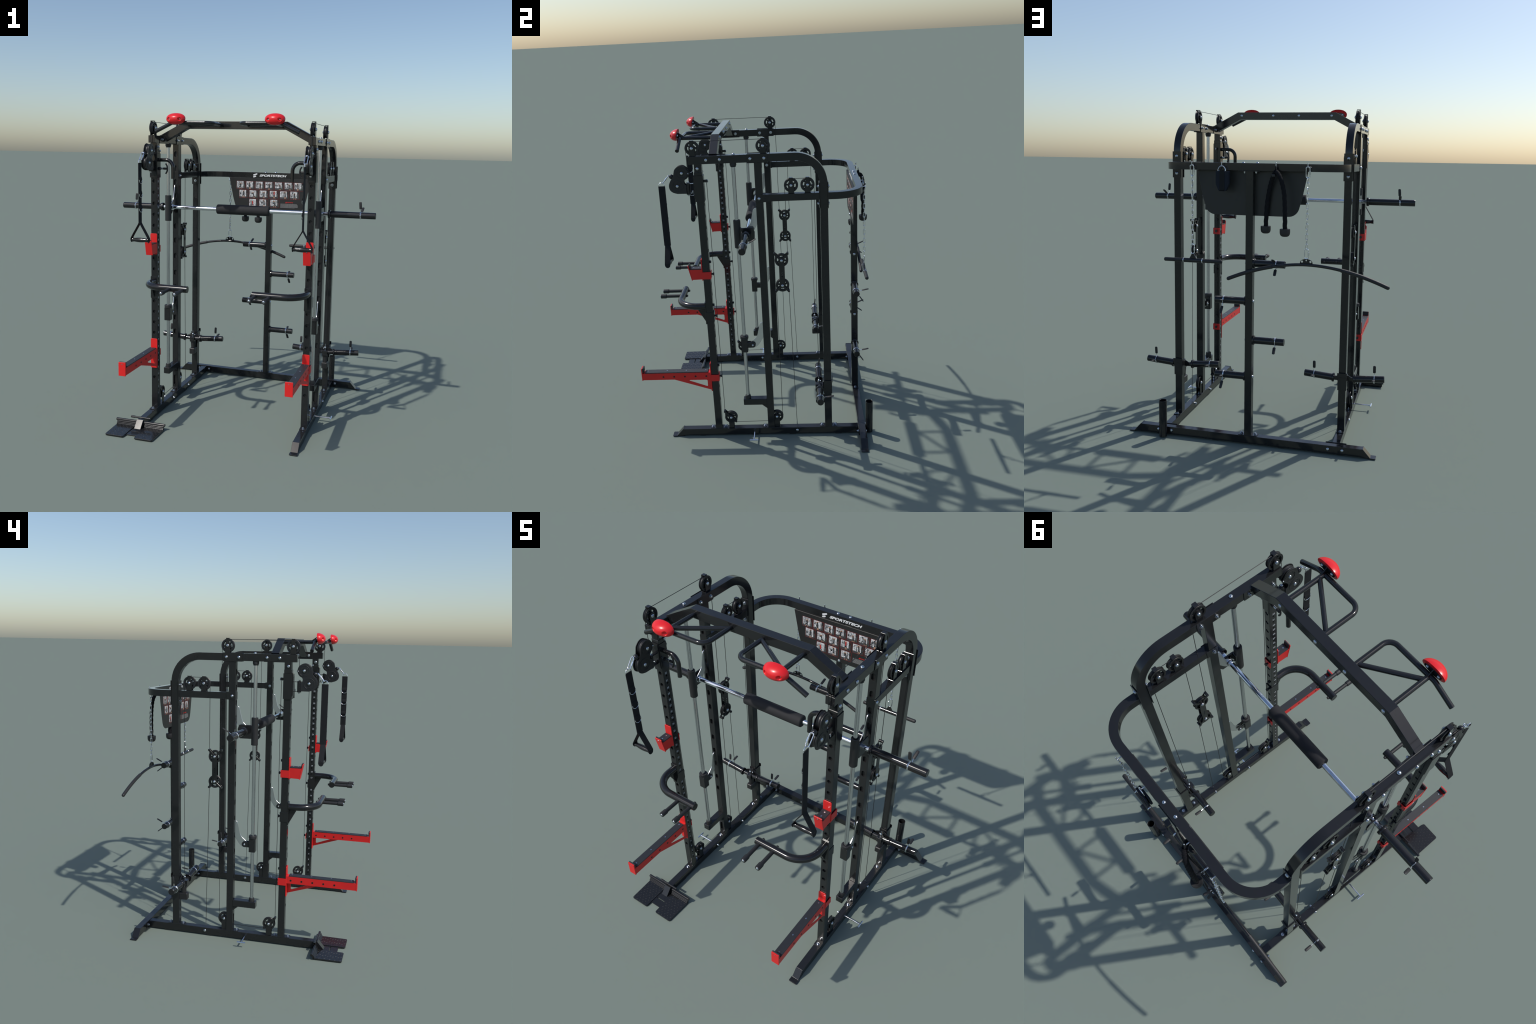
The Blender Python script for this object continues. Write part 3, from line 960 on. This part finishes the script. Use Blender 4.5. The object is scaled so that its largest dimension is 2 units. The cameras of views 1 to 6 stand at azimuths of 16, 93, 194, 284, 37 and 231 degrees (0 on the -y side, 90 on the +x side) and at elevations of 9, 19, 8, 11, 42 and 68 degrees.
p = Part(CHROME)
STX = 0.514
quick_link(p, (STX, -0.466, 1.760), (STX, -0.507, 1.712), (1, 0.2, 0.2), 0.009, 0.0026)
ringp = [(STX, -0.5122 + 0.0185 * math.cos(a), 1.696 + 0.022 * max(math.sin(a), -0.12)) for a in [2 * math.pi * k / 24 for k in range(24)]]
p.tube(ringp, 0.0021, 8, closed=True)
links = p.finish("snap_hook", parent=swivels, mirror=True)
p = Part(WEB)
ribbon(p, [(STX, -0.5122, 1.697), (STX, -0.5122, 1.45), (STX, -0.5122, 1.331)], (0, 1, 0), 0.0405, 0.0045)
for z in (1.598, 1.512, 1.422):
    ribbon(p, spline([(STX - 0.0022, -0.5122, z + 0.016), (STX - 0.0052, -0.5122, z + 0.004), (STX - 0.0060, -0.5122, z - 0.006), (STX - 0.0022, -0.5122, z - 0.010)], 3), (0, 1, 0), 0.036, 0.0022)
ribbon(p, spline([(STX - 0.001, -0.5122, 1.338), (STX - 0.006, -0.5122, 1.322), (STX - 0.054, -0.5122, 1.240), (STX - 0.0575, -0.5122, 1.222)], 4), (0, 1, 0), 0.033, 0.0035)
ribbon(p, spline([(STX + 0.001, -0.5122, 1.338), (STX + 0.006, -0.5122, 1.322), (STX + 0.054, -0.5122, 1.240), (STX + 0.0575, -0.5122, 1.222)], 4), (0, 1, 0), 0.033, 0.0035)
for sg in (-1, 1):
    p.rod((STX + sg * 0.0560, -0.5122, 1.222), (STX + sg * 0.0595, -0.5122, 1.222), 0.0155, seg=20)
straps = p.finish("hand_strap", mirror=True)
p = Part(CHROME)
for z in (1.590, 1.504, 1.414):
    pts = [(STX - 0.0062 if math.sin(a) < 0 else STX - 0.005, -0.5122 + 0.0200 * math.cos(a), z + (0.018 * math.sin(a) if math.sin(a) < 0 else 0.002)) for a in [2 * math.pi * k / 24 for k in range(24)]]
    p.tube(pts, 0.0017, 8, closed=True)
p.finish("strap_ring", parent=straps, mirror=True)
p = Part(GLOSS)
p.lathe((STX - 0.0555, -0.5122, 1.222), (1, 0, 0), [(0, 0.0095), (0.001, 0.0125), (0.008, 0.0130), (0.014, 0.0112), (0.035, 0.0138), (0.0555, 0.0150), (0.076, 0.0138), (0.097, 0.0112), (0.103, 0.0130), (0.110, 0.0125), (0.111, 0.0095)], 24)
p.finish("strap_handle", parent=straps, mirror=True)

# ------------------------------------------------------------------ red bar rests
XI, XO = 0.4930, 0.5395
p = Part(RED)
p.plate(round_poly([(XI, 1.104), (XO, 1.104), (XO, 1.241), (XI, 1.241)], 0.007), 'y', -0.3155, -0.3100)
side = round_poly([(-0.313, 1.114), (-0.376, 1.112), (-0.389, 1.178), (-0.313, 1.178)], 0.001)
for xa in (XI + 0.001, XO - 0.004):
    p.plate(side, 'x', xa, xa + 0.003)
p.box(XI + 0.003, XO - 0.003, -0.386, -0.313, 1.172, 1.1775, 0.0008)
p.box(XI + 0.003, XO - 0.003, -0.378, -0.313, 1.114, 1.118, 0.0008)
lip = [(-0.3745, 1.108), (-0.3795, 1.108), (-0.3995, 1.201), (-0.3945, 1.203)]
p.plate(round_poly(lip, 0.0012, 2), 'x', XI, XO)
p.box(XO - 0.0005, XO + 0.0030, -0.3140, -0.2590, 1.115, 1.161, 0.0008)
p.box(XI, XO + 0.0028, -0.2625, -0.2590, 1.1155, 1.1605, 0.0008)
p.use(PAD).box(XI + 0.0008, XO - 0.0008, -0.384, -0.3165, 1.1775, 1.1845, 0.001)
p.plate(round_poly([(-0.3905, 1.184), (-0.3850, 1.186), (-0.3895, 1.208), (-0.3960, 1.2085)], 0.001, 2), 'x', XI + 0.004, XO - 0.004)
p.use(ZINC)
for y in (-0.335, -0.365):
    p.rod((SX, y, 1.1845), (SX, y, 1.1858), 0.0042, seg=12)
p.rod((SX, -0.3975, 1.191), (SX, -0.4000, 1.1915), 0.003, seg=10)
p.use(PLASTIC).rod((SX, -0.2640, 1.140), (SX, -0.250, 1.140), 0.006, seg=14).rod((SX, -0.2500, 1.140), (SX, -0.2425, 1.140), 0.0092, seg=14)
p.rod((SX, -0.2650, 1.219), (SX, -0.2555, 1.219), 0.0085, seg=14)
p.finish("bar_rest", mirror=True)

# ------------------------------------------------------------------ red spotter arms
p = Part(RED)
hole = round_poly([(-0.468, 0.4215), (-0.337, 0.4215), (-0.337, 0.372)], [0.003, 0.008, 0.006])
prof = [(-0.3125, 0.474), (-0.758, 0.474), (-0.758, 0.427), (-0.3125, 0.427)]
brace = [(-0.3125, 0.4285), (-0.556, 0.4285), (-0.3125, 0.347)]
for xa in (XI + 0.001, XO - 0.004):
    p.plate(prof, 'x', xa, xa + 0.003, bevel=0.0005)
p.box(XI + 0.002, XO - 0.002, -0.757, -0.313, 0.469, 0.4735, 0.0006)
p.box(XI + 0.003, XO - 0.003, -0.757, -0.313, 0.4275, 0.431, 0.0006)
p.plate(round_poly([(XI, 0.335), (XO, 0.335), (XO, 0.536), (XI, 0.536)], 0.007), 'y', -0.3155, -0.3100)
p.plate(round_poly([(XI, 0.4235), (XO, 0.4235), (XO, 0.5085), (XI, 0.5085)], 0.002), 'y', -0.7635, -0.7570)
p.box(XO - 0.0005, XO + 0.0030, -0.3140, -0.2590, 0.411, 0.457, 0.0008)
p.box(XI, XO + 0.0028, -0.2625, -0.2590, 0.4115, 0.4565, 0.0008)
p.use(PAD).box(XI + 0.0008, XO - 0.0008, -0.741, -0.330, 0.4735, 0.4800, 0.0012)
p.box(XI + 0.0008, XO - 0.0008, -0.7572, -0.7495, 0.480, 0.5100, 0.0012)
p.use(DARK)
for k in range(5):
    y = -0.622 + 0.0698 * k
    p.rod((XI + 0.0002, y, 0.448), (XO - 0.0002, y, 0.448), 0.0062, ch=0, seg=16)
p.use(ZINC)
for k in range(4):
    p.rod((SX, -0.724 + 0.1255 * k, 0.4800), (SX, -0.724 + 0.1255 * k, 0.4815), 0.0042, seg=12)
p.rod((SX, -0.7635, 0.4975), (SX, -0.7645, 0.4975), 0.003, seg=10)
p.use(PLASTIC).rod((SX, -0.2640, 0.436), (SX, -0.250, 0.436), 0.006, seg=14).rod((SX, -0.2500, 0.436), (SX, -0.2425, 0.436), 0.0092, seg=14)
p.rod((SX, -0.2650, 0.514), (SX, -0.2555, 0.514), 0.0085, seg=14)
p.finish("spotter_arm", mirror=True)
for x1 in (XO - 0.0011, -XI - 0.0011):
    p = Part(RED)
    p.plate(brace, 'x', x1 - 0.0040, x1, holes=[hole], bevel=0.0005)
    p.finish("spotter_arm_brace")

# ------------------------------------------------------------------ dip handles
p = Part(GLOSS)
p.tube(fillet([(SX, -0.312, 0.9255), (SX, -0.4845, 0.9255), (0.2095, -0.4845, 0.9255)], 0.125, 16), 0.0212, 28)
p.use(PAINT)
p.plate(round_poly([(SX - 0.0228, 0.812), (SX + 0.0228, 0.812), (SX + 0.0228, 0.958), (SX - 0.0228, 0.958)], 0.004), 'y', -0.3150, -0.3090)
p.plate([(-0.314, 0.908), (-0.364, 0.908), (-0.314, 0.817)], 'x', SX - 0.003, SX + 0.003)
for sg in (-1, 1):
    p.box(SX + sg * 0.0205, SX + sg * 0.0230, -0.3140, -0.2600, 0.829, 0.893, 0.0008)
p.box(SX - 0.0228, SX + 0.0228, -0.2640, -0.2600, 0.8295, 0.8925, 0.0008)
p.use(PLASTIC).rod((SX, -0.262, 0.861), (SX, -0.252, 0.861), 0.006, seg=14).rod((SX, -0.252, 0.861), (SX, -0.2445, 0.861), 0.0092, seg=14)
p.rod((SX, -0.2650, 0.935), (SX, -0.2560, 0.935), 0.0085, seg=14)
dips = p.finish("dip_handle", mirror=True)
for x in (0.2335, 0.3215):
    p = Part(RUBBER)
    p.lathe((x, -0.462, 0.9225), (0, -1, 0), [(-0.008, 0.006), (-0.007, 0.0078), (0, 0.0078), (0.001, 0.0105), (0.132, 0.0110), (0.134, 0.0140), (0.138, 0.0146), (0.166, 0.0146), (0.170, 0.0135), (0.1705, 0.010)], 24)
    p.use(ZINC).lathe((x, -0.632, 0.9225), (0, -1, 0), [(0, 0.0085), (0.002, 0.0078), (0.004, 0.005), (0.0045, 0.0002)], 16)
    p.finish("dip_grip", parent=dips, mirror=True)

# ------------------------------------------------------------------ transport pins in the base rails
p = Part(CHROME)
p.rod((0.480, -0.0505, 0.0335), (0.645, -0.0505, 0.0335), 0.0048, seg=16)
p.tube([(0.645, -0.078, 0.0335), (0.645, -0.023, 0.0335)], 0.0052, 14)
p.use(ZINC).rod((0.4945, -0.0505, 0.0335), (0.486, -0.0505, 0.0335), 0.0085, seg=12)
p.finish("locking_t_pin", mirror=True)

# ------------------------------------------------------------------ tread plate at the left front foot
p = Part(PAINT)
outline = round_poly([(-0.6725, -0.7025), (-0.5490, -0.7025), (-0.5460, -0.6595), (-0.4780, -0.6595), (-0.4740, -0.7025), (-0.3520, -0.7025), (-0.3490, -0.5230), (-0.6760, -0.5230)],
                     [0.010, 0.010, 0.001, 0.001, 0.010, 0.010, 0.002, 0.002])
p.plate(outline, 'z', 0.0004, 0.0050, holes=[[(-0.541, -0.6125), (-0.481, -0.6125), (-0.481, -0.6065), (-0.541, -0.6065)]])
for pts in ([(-0.6725, -0.7030), (-0.5500, -0.7030), (-0.5480, -0.5235), (-0.6760, -0.5235)], [(-0.4740, -0.7030), (-0.3520, -0.7030), (-0.3490, -0.5235), (-0.4760, -0.5235)]):
    p.plate(round_poly(pts, [0.010, 0.010, 0.001, 0.001]), 'z', 0.0030, 0.0095)
# standing back strip with ribs, hinge tube and short tube
p.box(-0.680, -0.350, -0.5265, -0.5200, 0.004, 0.030, 0.001)
for yy, zz, rr in ((-0.5270, 0.0245, 0.0042), (-0.5300, 0.0165, 0.0045), (-0.5345, 0.0100, 0.0045)):
    for xa, xb in ((-0.6795, -0.5420), (-0.4840, -0.3505)):
        p.rod((xa, yy, zz), (xb, yy, zz), rr, seg=12)
p.use(GLOSS).rod((-0.689, -0.5170, 0.0325), (-0.346, -0.5170, 0.0325), 0.0088, seg=20)
p.rod((-0.585, -0.5160, 0.0620), (-0.449, -0.5160, 0.0620), 0.0062, seg=16)
p.rod((-0.585, -0.5160, 0.0620), (-0.556, -0.5160, 0.0620), 0.0074, seg=16)
tread = p.finish("tread_plate")
TREAD   = material("tread_sun_catch_tint", (0.040, 0.038, 0.036), 0.38, noise=60)  # black paint lightened and browned so the dashes look sun-caught
p = Part(TREAD)
row = 0
y = -0.694
while y < -0.535:
    x = -0.665 + (0.0135 if row % 2 else 0.0)
    col = 0
    while x < -0.355:
        inside = not (-0.556 < x < -0.468 and y < -0.652) and not (-0.549 < x < -0.472)
        if inside:
            a = math.radians(45 if (row + col) % 2 else -45)
            M = Matrix.Translation((x, y, 0.0094)) @ Matrix.Rotation(a, 4, 'Z')
            pts = [(-0.0075, 0, 0), (0, 0.0019, 0), (0.0075, 0, 0), (0, -0.0019, 0), (0, 0, 0.0017)]
            p.add_raw([M @ Vector(q) for q in pts], [(0, 1, 4), (1, 2, 4), (2, 3, 4), (3, 0, 4)])
        x += 0.024
        col += 1
    y += 0.0165
    row += 1
o = p.finish("tread_pattern", parent=tread, weld=False)
o["kind"] = "stuff"

# ------------------------------------------------------------------ exercise board
SY = 0.6280
p = Part(BOARD)
outline = round_poly([(-0.320, 1.5860), (-0.2890, 1.440), (-0.2600, 1.3370), (0.2600, 1.3370), (0.2890, 1.440), (0.320, 1.5860)],
                     [0.002, 0.05, 0.062, 0.062, 0.05, 0.002], 8)
p.plate(outline, 'y', SY, SY + 0.0030)
p.box(-0.316, 0.316, SY + 0.0002, SY + 0.0100, 1.5835, 1.5868, 0.0004)
board = p.finish("exercise_board")
for x in (0.0,):
    bolt((x, SY, 1.347), (0, -1, 0), None, board)

def flat(part, x0, x1, z0, z1, layer):
    part.box(x0, x1, SY - 0.0003 - 0.00025 * layer, SY + 0.0005, z0, z1, 0)

def limb(part, a, b, w, layer):
    ang = math.degrees(math.atan2(b[1] - a[1], b[0] - a[0]))
    loop = circle2(b[0], b[1], w, 4, ang - 90, ang + 90) + circle2(a[0], a[1], w, 4, ang + 90, ang + 270)
    part.plate(loop, 'y', SY - 0.0003 - 0.00025 * layer, SY + 0.0005, bevel=0)

def disc(part, x, z, r, layer):
    part.plate(circle2(x, z, r, 12), 'y', SY - 0.0003 - 0.00025 * layer, SY + 0.0005, bevel=0)

def picture(x, z, seed):
    """framed exercise picture: pale room, dark floor, apparatus and a little person, caption strip at the right"""
    r = random.Random(100 + seed)
    W, H, PW = 0.0705, 0.0610, 0.0545
    p = Part(REDLINE)
    t = 0.0010
    flat(p, x, x + W, z - t, z, 1); flat(p, x, x + W, z - H, z - H + t, 1)
    flat(p, x, x + t, z - H + t, z - t, 1); flat(p, x + W - t, x + W, z - H + t, z - t, 1)
    x0, x1, z0, z1 = x + 0.0016, x + PW, z - H + 0.0016, z - 0.0014
    p.use(PHOTO); flat(p, x0, x1, z0, z1, 1)
    p.use(PHOTOFL); flat(p, x0, x1, z0, z0 + H * r.uniform(0.12, 0.24), 2)
    p.use(INK)
    for k in range(r.randint(4, 6)):                    # uprights of the apparatus
        xx = r.uniform(x0 + 0.002, x1 - 0.003)
        flat(p, xx, xx + r.uniform(0.0007, 0.0016), z0 + 0.006, z1 - r.uniform(0.002, 0.02), 3)
    for k in range(2):
        zz = r.uniform(z0 + 0.030, z1 - 0.004)
        flat(p, x0 + r.uniform(0.001, 0.01), x0 + r.uniform(0.02, 0.04), zz, zz + 0.0010, 3)
    for k in range(r.randint(2, 5)):                    # weight plates
        disc(p, r.uniform(x0 + 0.004, x0 + 0.026), r.uniform(z0 + 0.012, z1 - 0.008), r.uniform(0.0018, 0.0045), 4)
    # person
    px, ground = x0 + r.uniform(0.026, 0.040), z0 + r.uniform(0.002, 0.005)
    G = 1.25
    crouch = r.choice((1.0, 1.0, 0.75, 0.6))
    hip = (px + r.uniform(-0.004, 0.004), ground + 0.021 * crouch * G)
    neck = (px + r.uniform(-0.008, 0.006), hip[1] + 0.0155 * G)
    p.use(SKIN)
    for sg in (-1, 1):
        knee = (hip[0] + sg * r.uniform(0.002, 0.006) / crouch, (hip[1] + ground) / 2)
        foot = (knee[0] + r.uniform(-0.002, 0.003), ground)
        limb(p, knee, foot, 0.0017, 5)
        hand = (neck[0] + sg * r.uniform(0.006, 0.010), neck[1] + r.uniform(-0.008, 0.006))
        limb(p, neck, hand, 0.0014, 5)
        p.use(INK); limb(p, hip, knee, 0.0024, 6); p.use(SKIN)
    disc(p, neck[0], neck[1] + 0.0045, 0.0028, 6)
    p.use(REDINK if seed in (10, 13) else INK)
    limb(p, hip, neck, 0.0036, 7)
    if seed in (4, 5, 6, 8):
        p.use(GREEN); flat(p, x1 - 0.006, x1 - 0.001, z0 + 0.009, z0 + 0.012, 3)
    # caption strip
    p.use(REDINK); disc(p, x + 0.0615, z - r.uniform(0.008, 0.03), 0.0012, 3)
    p.use(GREYINK)
    for k in range(2):
        xx = x + 0.0592 + 0.0042 * k
        flat(p, xx, xx + 0.0008, z - H + 0.006, z - 0.016 - r.uniform(0, 0.012), 2)
    p.finish("exercise_picture", parent=board, weld=False)

n = 0
for i in range(7):
    picture(-0.2610 + 0.0757 * i, 1.5605 - 0.0003 * i, n); n += 1
for x in (-0.239, -0.158, -0.077, 0.003, 0.083, 0.163):
    picture(x, 1.4935, n); n += 1
for x in (-0.159, -0.079, 0.009):
    picture(x, 1.4265, n); n += 1
p = Part(REDINK)
p.plate([(0.1265, 1.4040), (0.1385, 1.4040), (0.1325, 1.4150)], 'y', SY - 0.0006, SY + 0.0004, bevel=0)
p.text("WARNING", Matrix.Translation((0.1600, SY - 0.0004, 1.4090)) @ Matrix.Rotation(math.pi / 2, 4, 'X'), 0.0105, 0.0003, shear=0.15, offset=0.0003)
p.use(GREYINK)
for k in range(8):
    w = 0.137 * (1.0 if k < 7 else 0.84) * rnd.uniform(0.93, 1.0)
    x = 0.0895
    while x < 0.0895 + w:                    # rows of tiny words
        ww = rnd.uniform(0.004, 0.014)
        flat(p, x, min(x + ww, 0.0895 + w), 1.3962 - 0.0040 * k, 1.3984 - 0.0040 * k, 1)
        x += ww + 0.0016
p.finish("warning_notice", parent=board, weld=False)

# lettering and emblem on the front of the rear bar
p = Part(WHITE)
RY = 0.6342
M = Matrix.Translation((0.0205, RY, 1.6050)) @ Matrix.Rotation(math.pi / 2, 4, 'X') @ Matrix.Diagonal((1.62, 1, 1, 1))
p.text("SPORTSTECH", M, 0.0212, 0.0005, shear=0.30, offset=0.0009, spacing=1.0)
def slant(x0, x1, z, w, rise):
    c = [(x0, z), (x1, z + rise)]
    a = math.degrees(math.atan2(rise, x1 - x0))
    loop = circle2(c[1][0], c[1][1], w, 6, a - 90, a + 90) + circle2(c[0][0], c[0][1], w, 6, a + 90, a + 270)
    p.plate(loop, 'y', RY - 0.0008, RY + 0.0006, bevel=0)
slant(-0.1275, -0.1040, 1.6085, 0.0048, 0.0080)
slant(-0.1275, -0.1130, 1.5945, 0.0048, 0.0048)
p.finish("lettering", parent=board, weld=False)

# ------------------------------------------------------------------ hook pegs on the rear bar
HPX = (0.329, 0.154, -0.155, -0.331)
for x in HPX:
    p = Part(ZINC)
    p.tube(fillet([(x, 0.670, 1.6085), (x, 0.697, 1.6085), (x, 0.697, 1.6300)], 0.006, 5), 0.0029, 12)
    p.ball((x, 0.697, 1.6300), 0.0034, seg=12)
    p.finish("hanging_hook")

# chains with quick links
p = Part(CHROME)
LW, LL, LR = 0.0056, 0.0168, 0.0020
pts = []
for k in range(8):
    a = math.pi * k / 7
    pts.append((LW * math.cos(a), 0, LL - LW + LW * math.sin(a)))
for k in range(8):
    a = math.pi + math.pi * k / 7
    pts.append((LW * math.cos(a), 0, -(LL - LW) + LW * math.sin(a)))
p.tube(pts, LR, 8, closed=True)
o = p.finish("chain_link")
LINK = o.data
bpy.data.objects.remove(o)
def chain(x, y, ztop, zbot):
    p = Part(CHROME)
    quick_link(p, (x, y + 0.006, 1.6145), (x, y, ztop - 0.002), (1, 0, 0), 0.0105, 0.0028)
    quick_link(p, (x, y, zbot + 0.004), (x, y, zbot - 0.052), (1, 0, 0), 0.0105, 0.0028)
    c = p.finish("hanging_chain")
    n = round((ztop - zbot) / 0.0275)
    for k in range(n):
        o = bpy.data.objects.new("chain_link", LINK)
        o.location = (x, y, ztop - (k + 0.5) * (ztop - zbot) / n)
        o.rotation_euler = (0, 0, (math.pi / 2 if k % 2 == 0 else 0) + rnd.uniform(-0.10, 0.10))
        register(o, c)
    return c
chain(HPX[0], 0.690, 1.556, 1.165)
chain(HPX[3], 0.690, 1.556, 1.168)

# curved pulldown bar (left chain)
LX, LYB, LZ = -0.331, 0.690, 1.0830
def drop(d): return LZ - 0.100 * (abs(d) / 0.444) ** 1.9
p = Part(PAINT)
p.tube([(LX + d, LYB, drop(d)) for d in [-0.22 + 0.44 * k / 16 for k in range(17)]], 0.0088, 18)
hl = [circle2(LX + s * 0.0235, 1.1010, 0.0062, 12) for s in (-1, 1)] + [circle2(LX, 1.1080, 0.0042, 10)]
arcp = smooth2([(LX - 0.032, 1.0860), (LX - 0.0335, 1.0990), (LX - 0.026, 1.1095), (LX, 1.1165), (LX + 0.026, 1.1095), (LX + 0.0335, 1.0990), (LX + 0.032, 1.0860), (LX + 0.0, 1.0850)], 4)
p.plate(arcp, 'y', LYB - 0.003, LYB + 0.003, holes=hl)
p.use(RUBBER)
for s in (-1, 1):
    ds = [0.192 + (0.446 - 0.192) * k / 12 for k in range(13)]
    def mod(i, k, m): return 1.0
    p.tube([(LX + s * d, LYB, drop(d)) for d in ds], 0.0108, 20)
    p.ball((LX + s * 0.446, LYB, drop(0.446)), 0.0106, seg=16)
p.finish("curved_pulldown_bar")

# short straight bar (right chain)
QX, QY, QZ = 0.3275, 0.690, 1.0745
p = Part(GLOSS)
p.rod((QX - 0.055, QY, QZ), (QX + 0.055, QY, QZ), 0.0126)
p.use(PAINT).plate(round_poly([(QX - 0.023, QZ + 0.008), (QX + 0.023, QZ + 0.008), (QX + 0.005, QZ + 0.040), (QX - 0.005, QZ + 0.040)], 0.004), 'y', QY - 0.003, QY + 0.003)
p.use(CHROME)
for s in (-1, 1):
    p.rod((QX + s * 0.0535, QY, QZ), (QX + s * 0.0595, QY, QZ), 0.0132)
p.use(RUBBER)
for s in (-1, 1):
    p.lathe((QX + s * 0.0590, QY, QZ), (s, 0, 0), [(0, 0.0100), (0.001, 0.0112), (0.108, 0.0112), (0.113, 0.0098), (0.116, 0.006), (0.117, 0.001)], 22)
p.finish("straight_pull_bar")

# ankle cuff
UX = HPX[1] - 0.006
p = Part(CUFF)
cuff = round_poly([(UX - 0.039, 1.584), (UX + 0.037, 1.584), (UX + 0.037, 1.512), (UX + 0.020, 1.473), (UX - 0.022, 1.473), (UX - 0.039, 1.512)], [0.004, 0.004, 0.045, 0.014, 0.014, 0.045], 6)
p.plate(cuff, 'y', 0.6860, 0.6960, bevel=0.002)
p.plate(cuff, 'y', 0.7000, 0.7100, bevel=0.002)
p.use(WEB)
strip = round_poly([(UX - 0.014, 1.586), (UX + 0.014, 1.586), (UX + 0.014, 1.477), (UX - 0.014, 1.477)], 0.003)
p.plate(strip, 'y', 0.7095, 0.7120, bevel=0.0006)
p.plate([(UX - 0.0145, 1.4775), (UX + 0.0145, 1.4775), (UX + 0.0145, 1.4730), (UX - 0.0145, 1.4730)], 'y', 0.6900, 0.7100, bevel=0.0006)
cuff_o = p.finish("ankle_cuff")
p = Part(CHROME)
p.tube([(UX + 0.005 + 0.0215 * math.cos(a), 0.6985, 1.5835 + 0.0275 * math.sin(a)) for a in [math.pi * k / 18 for k in range(19)]], 0.0025, 10)
p.rod((UX - 0.0165, 0.6985, 1.5835), (UX + 0.0265, 0.6985, 1.5835), 0.0025, seg=10)
p.finish("cuff_ring", parent=cuff_o)

# triceps rope: two braided tails with rubber knobs
p = Part(ROPE)
def strand(path):
    m = 24
    def mod(i, k, mm):
        return 1.0 + 0.075 * math.cos(3 * 2 * math.pi * k / mm - i * 0.80)
    p.tube(path, 0.0122, m, mod=mod)
endA, endB = Vector((-0.0890, 0.6500, 1.262)), Vector((-0.2190, 0.7350, 1.258))
strand(spline([(-0.156, 0.702, 1.584), (-0.144, 0.690, 1.574), (-0.124, 0.668, 1.535), (-0.106, 0.655, 1.470), (-0.094, 0.651, 1.380), endA + Vector((0, 0, 0.012))], 22))
strand(spline([(-0.158, 0.704, 1.584), (-0.172, 0.716, 1.574), (-0.195, 0.730, 1.535), (-0.211, 0.735, 1.470), (-0.2175, 0.736, 1.380), endB + Vector((0, 0, 0.012))], 22))
rope = p.finish("triceps_rope")
p = Part(RUBBER)
for e in (endA, endB):
    p.lathe(e + Vector((0, 0, 0.022)), (0, 0, -1), [(0.004, 0.0125), (0.0, 0.020), (0.0, 0.0275), (0.003, 0.0285), (0.020, 0.0285), (0.030, 0.0265), (0.037, 0.0220), (0.041, 0.0150), (0.042, 0.001)], 30)
p.finish("rope_end_knob", parent=rope)
p = Part(WEB)
ribbon(p, spline([(-0.1500, 0.694, 1.565), (-0.1515, 0.692, 1.590), (-0.155, 0.696, 1.612), (-0.160, 0.701, 1.590), (-0.163, 0.704, 1.565)], 4), (0, 0.3, 0.05), 0.012, 0.004)
p.use(PLASTIC).box(-0.158, -0.136, 0.708, 0.724, 1.558, 1.572, 0.002)
p.finish("rope_loop", parent=rope)
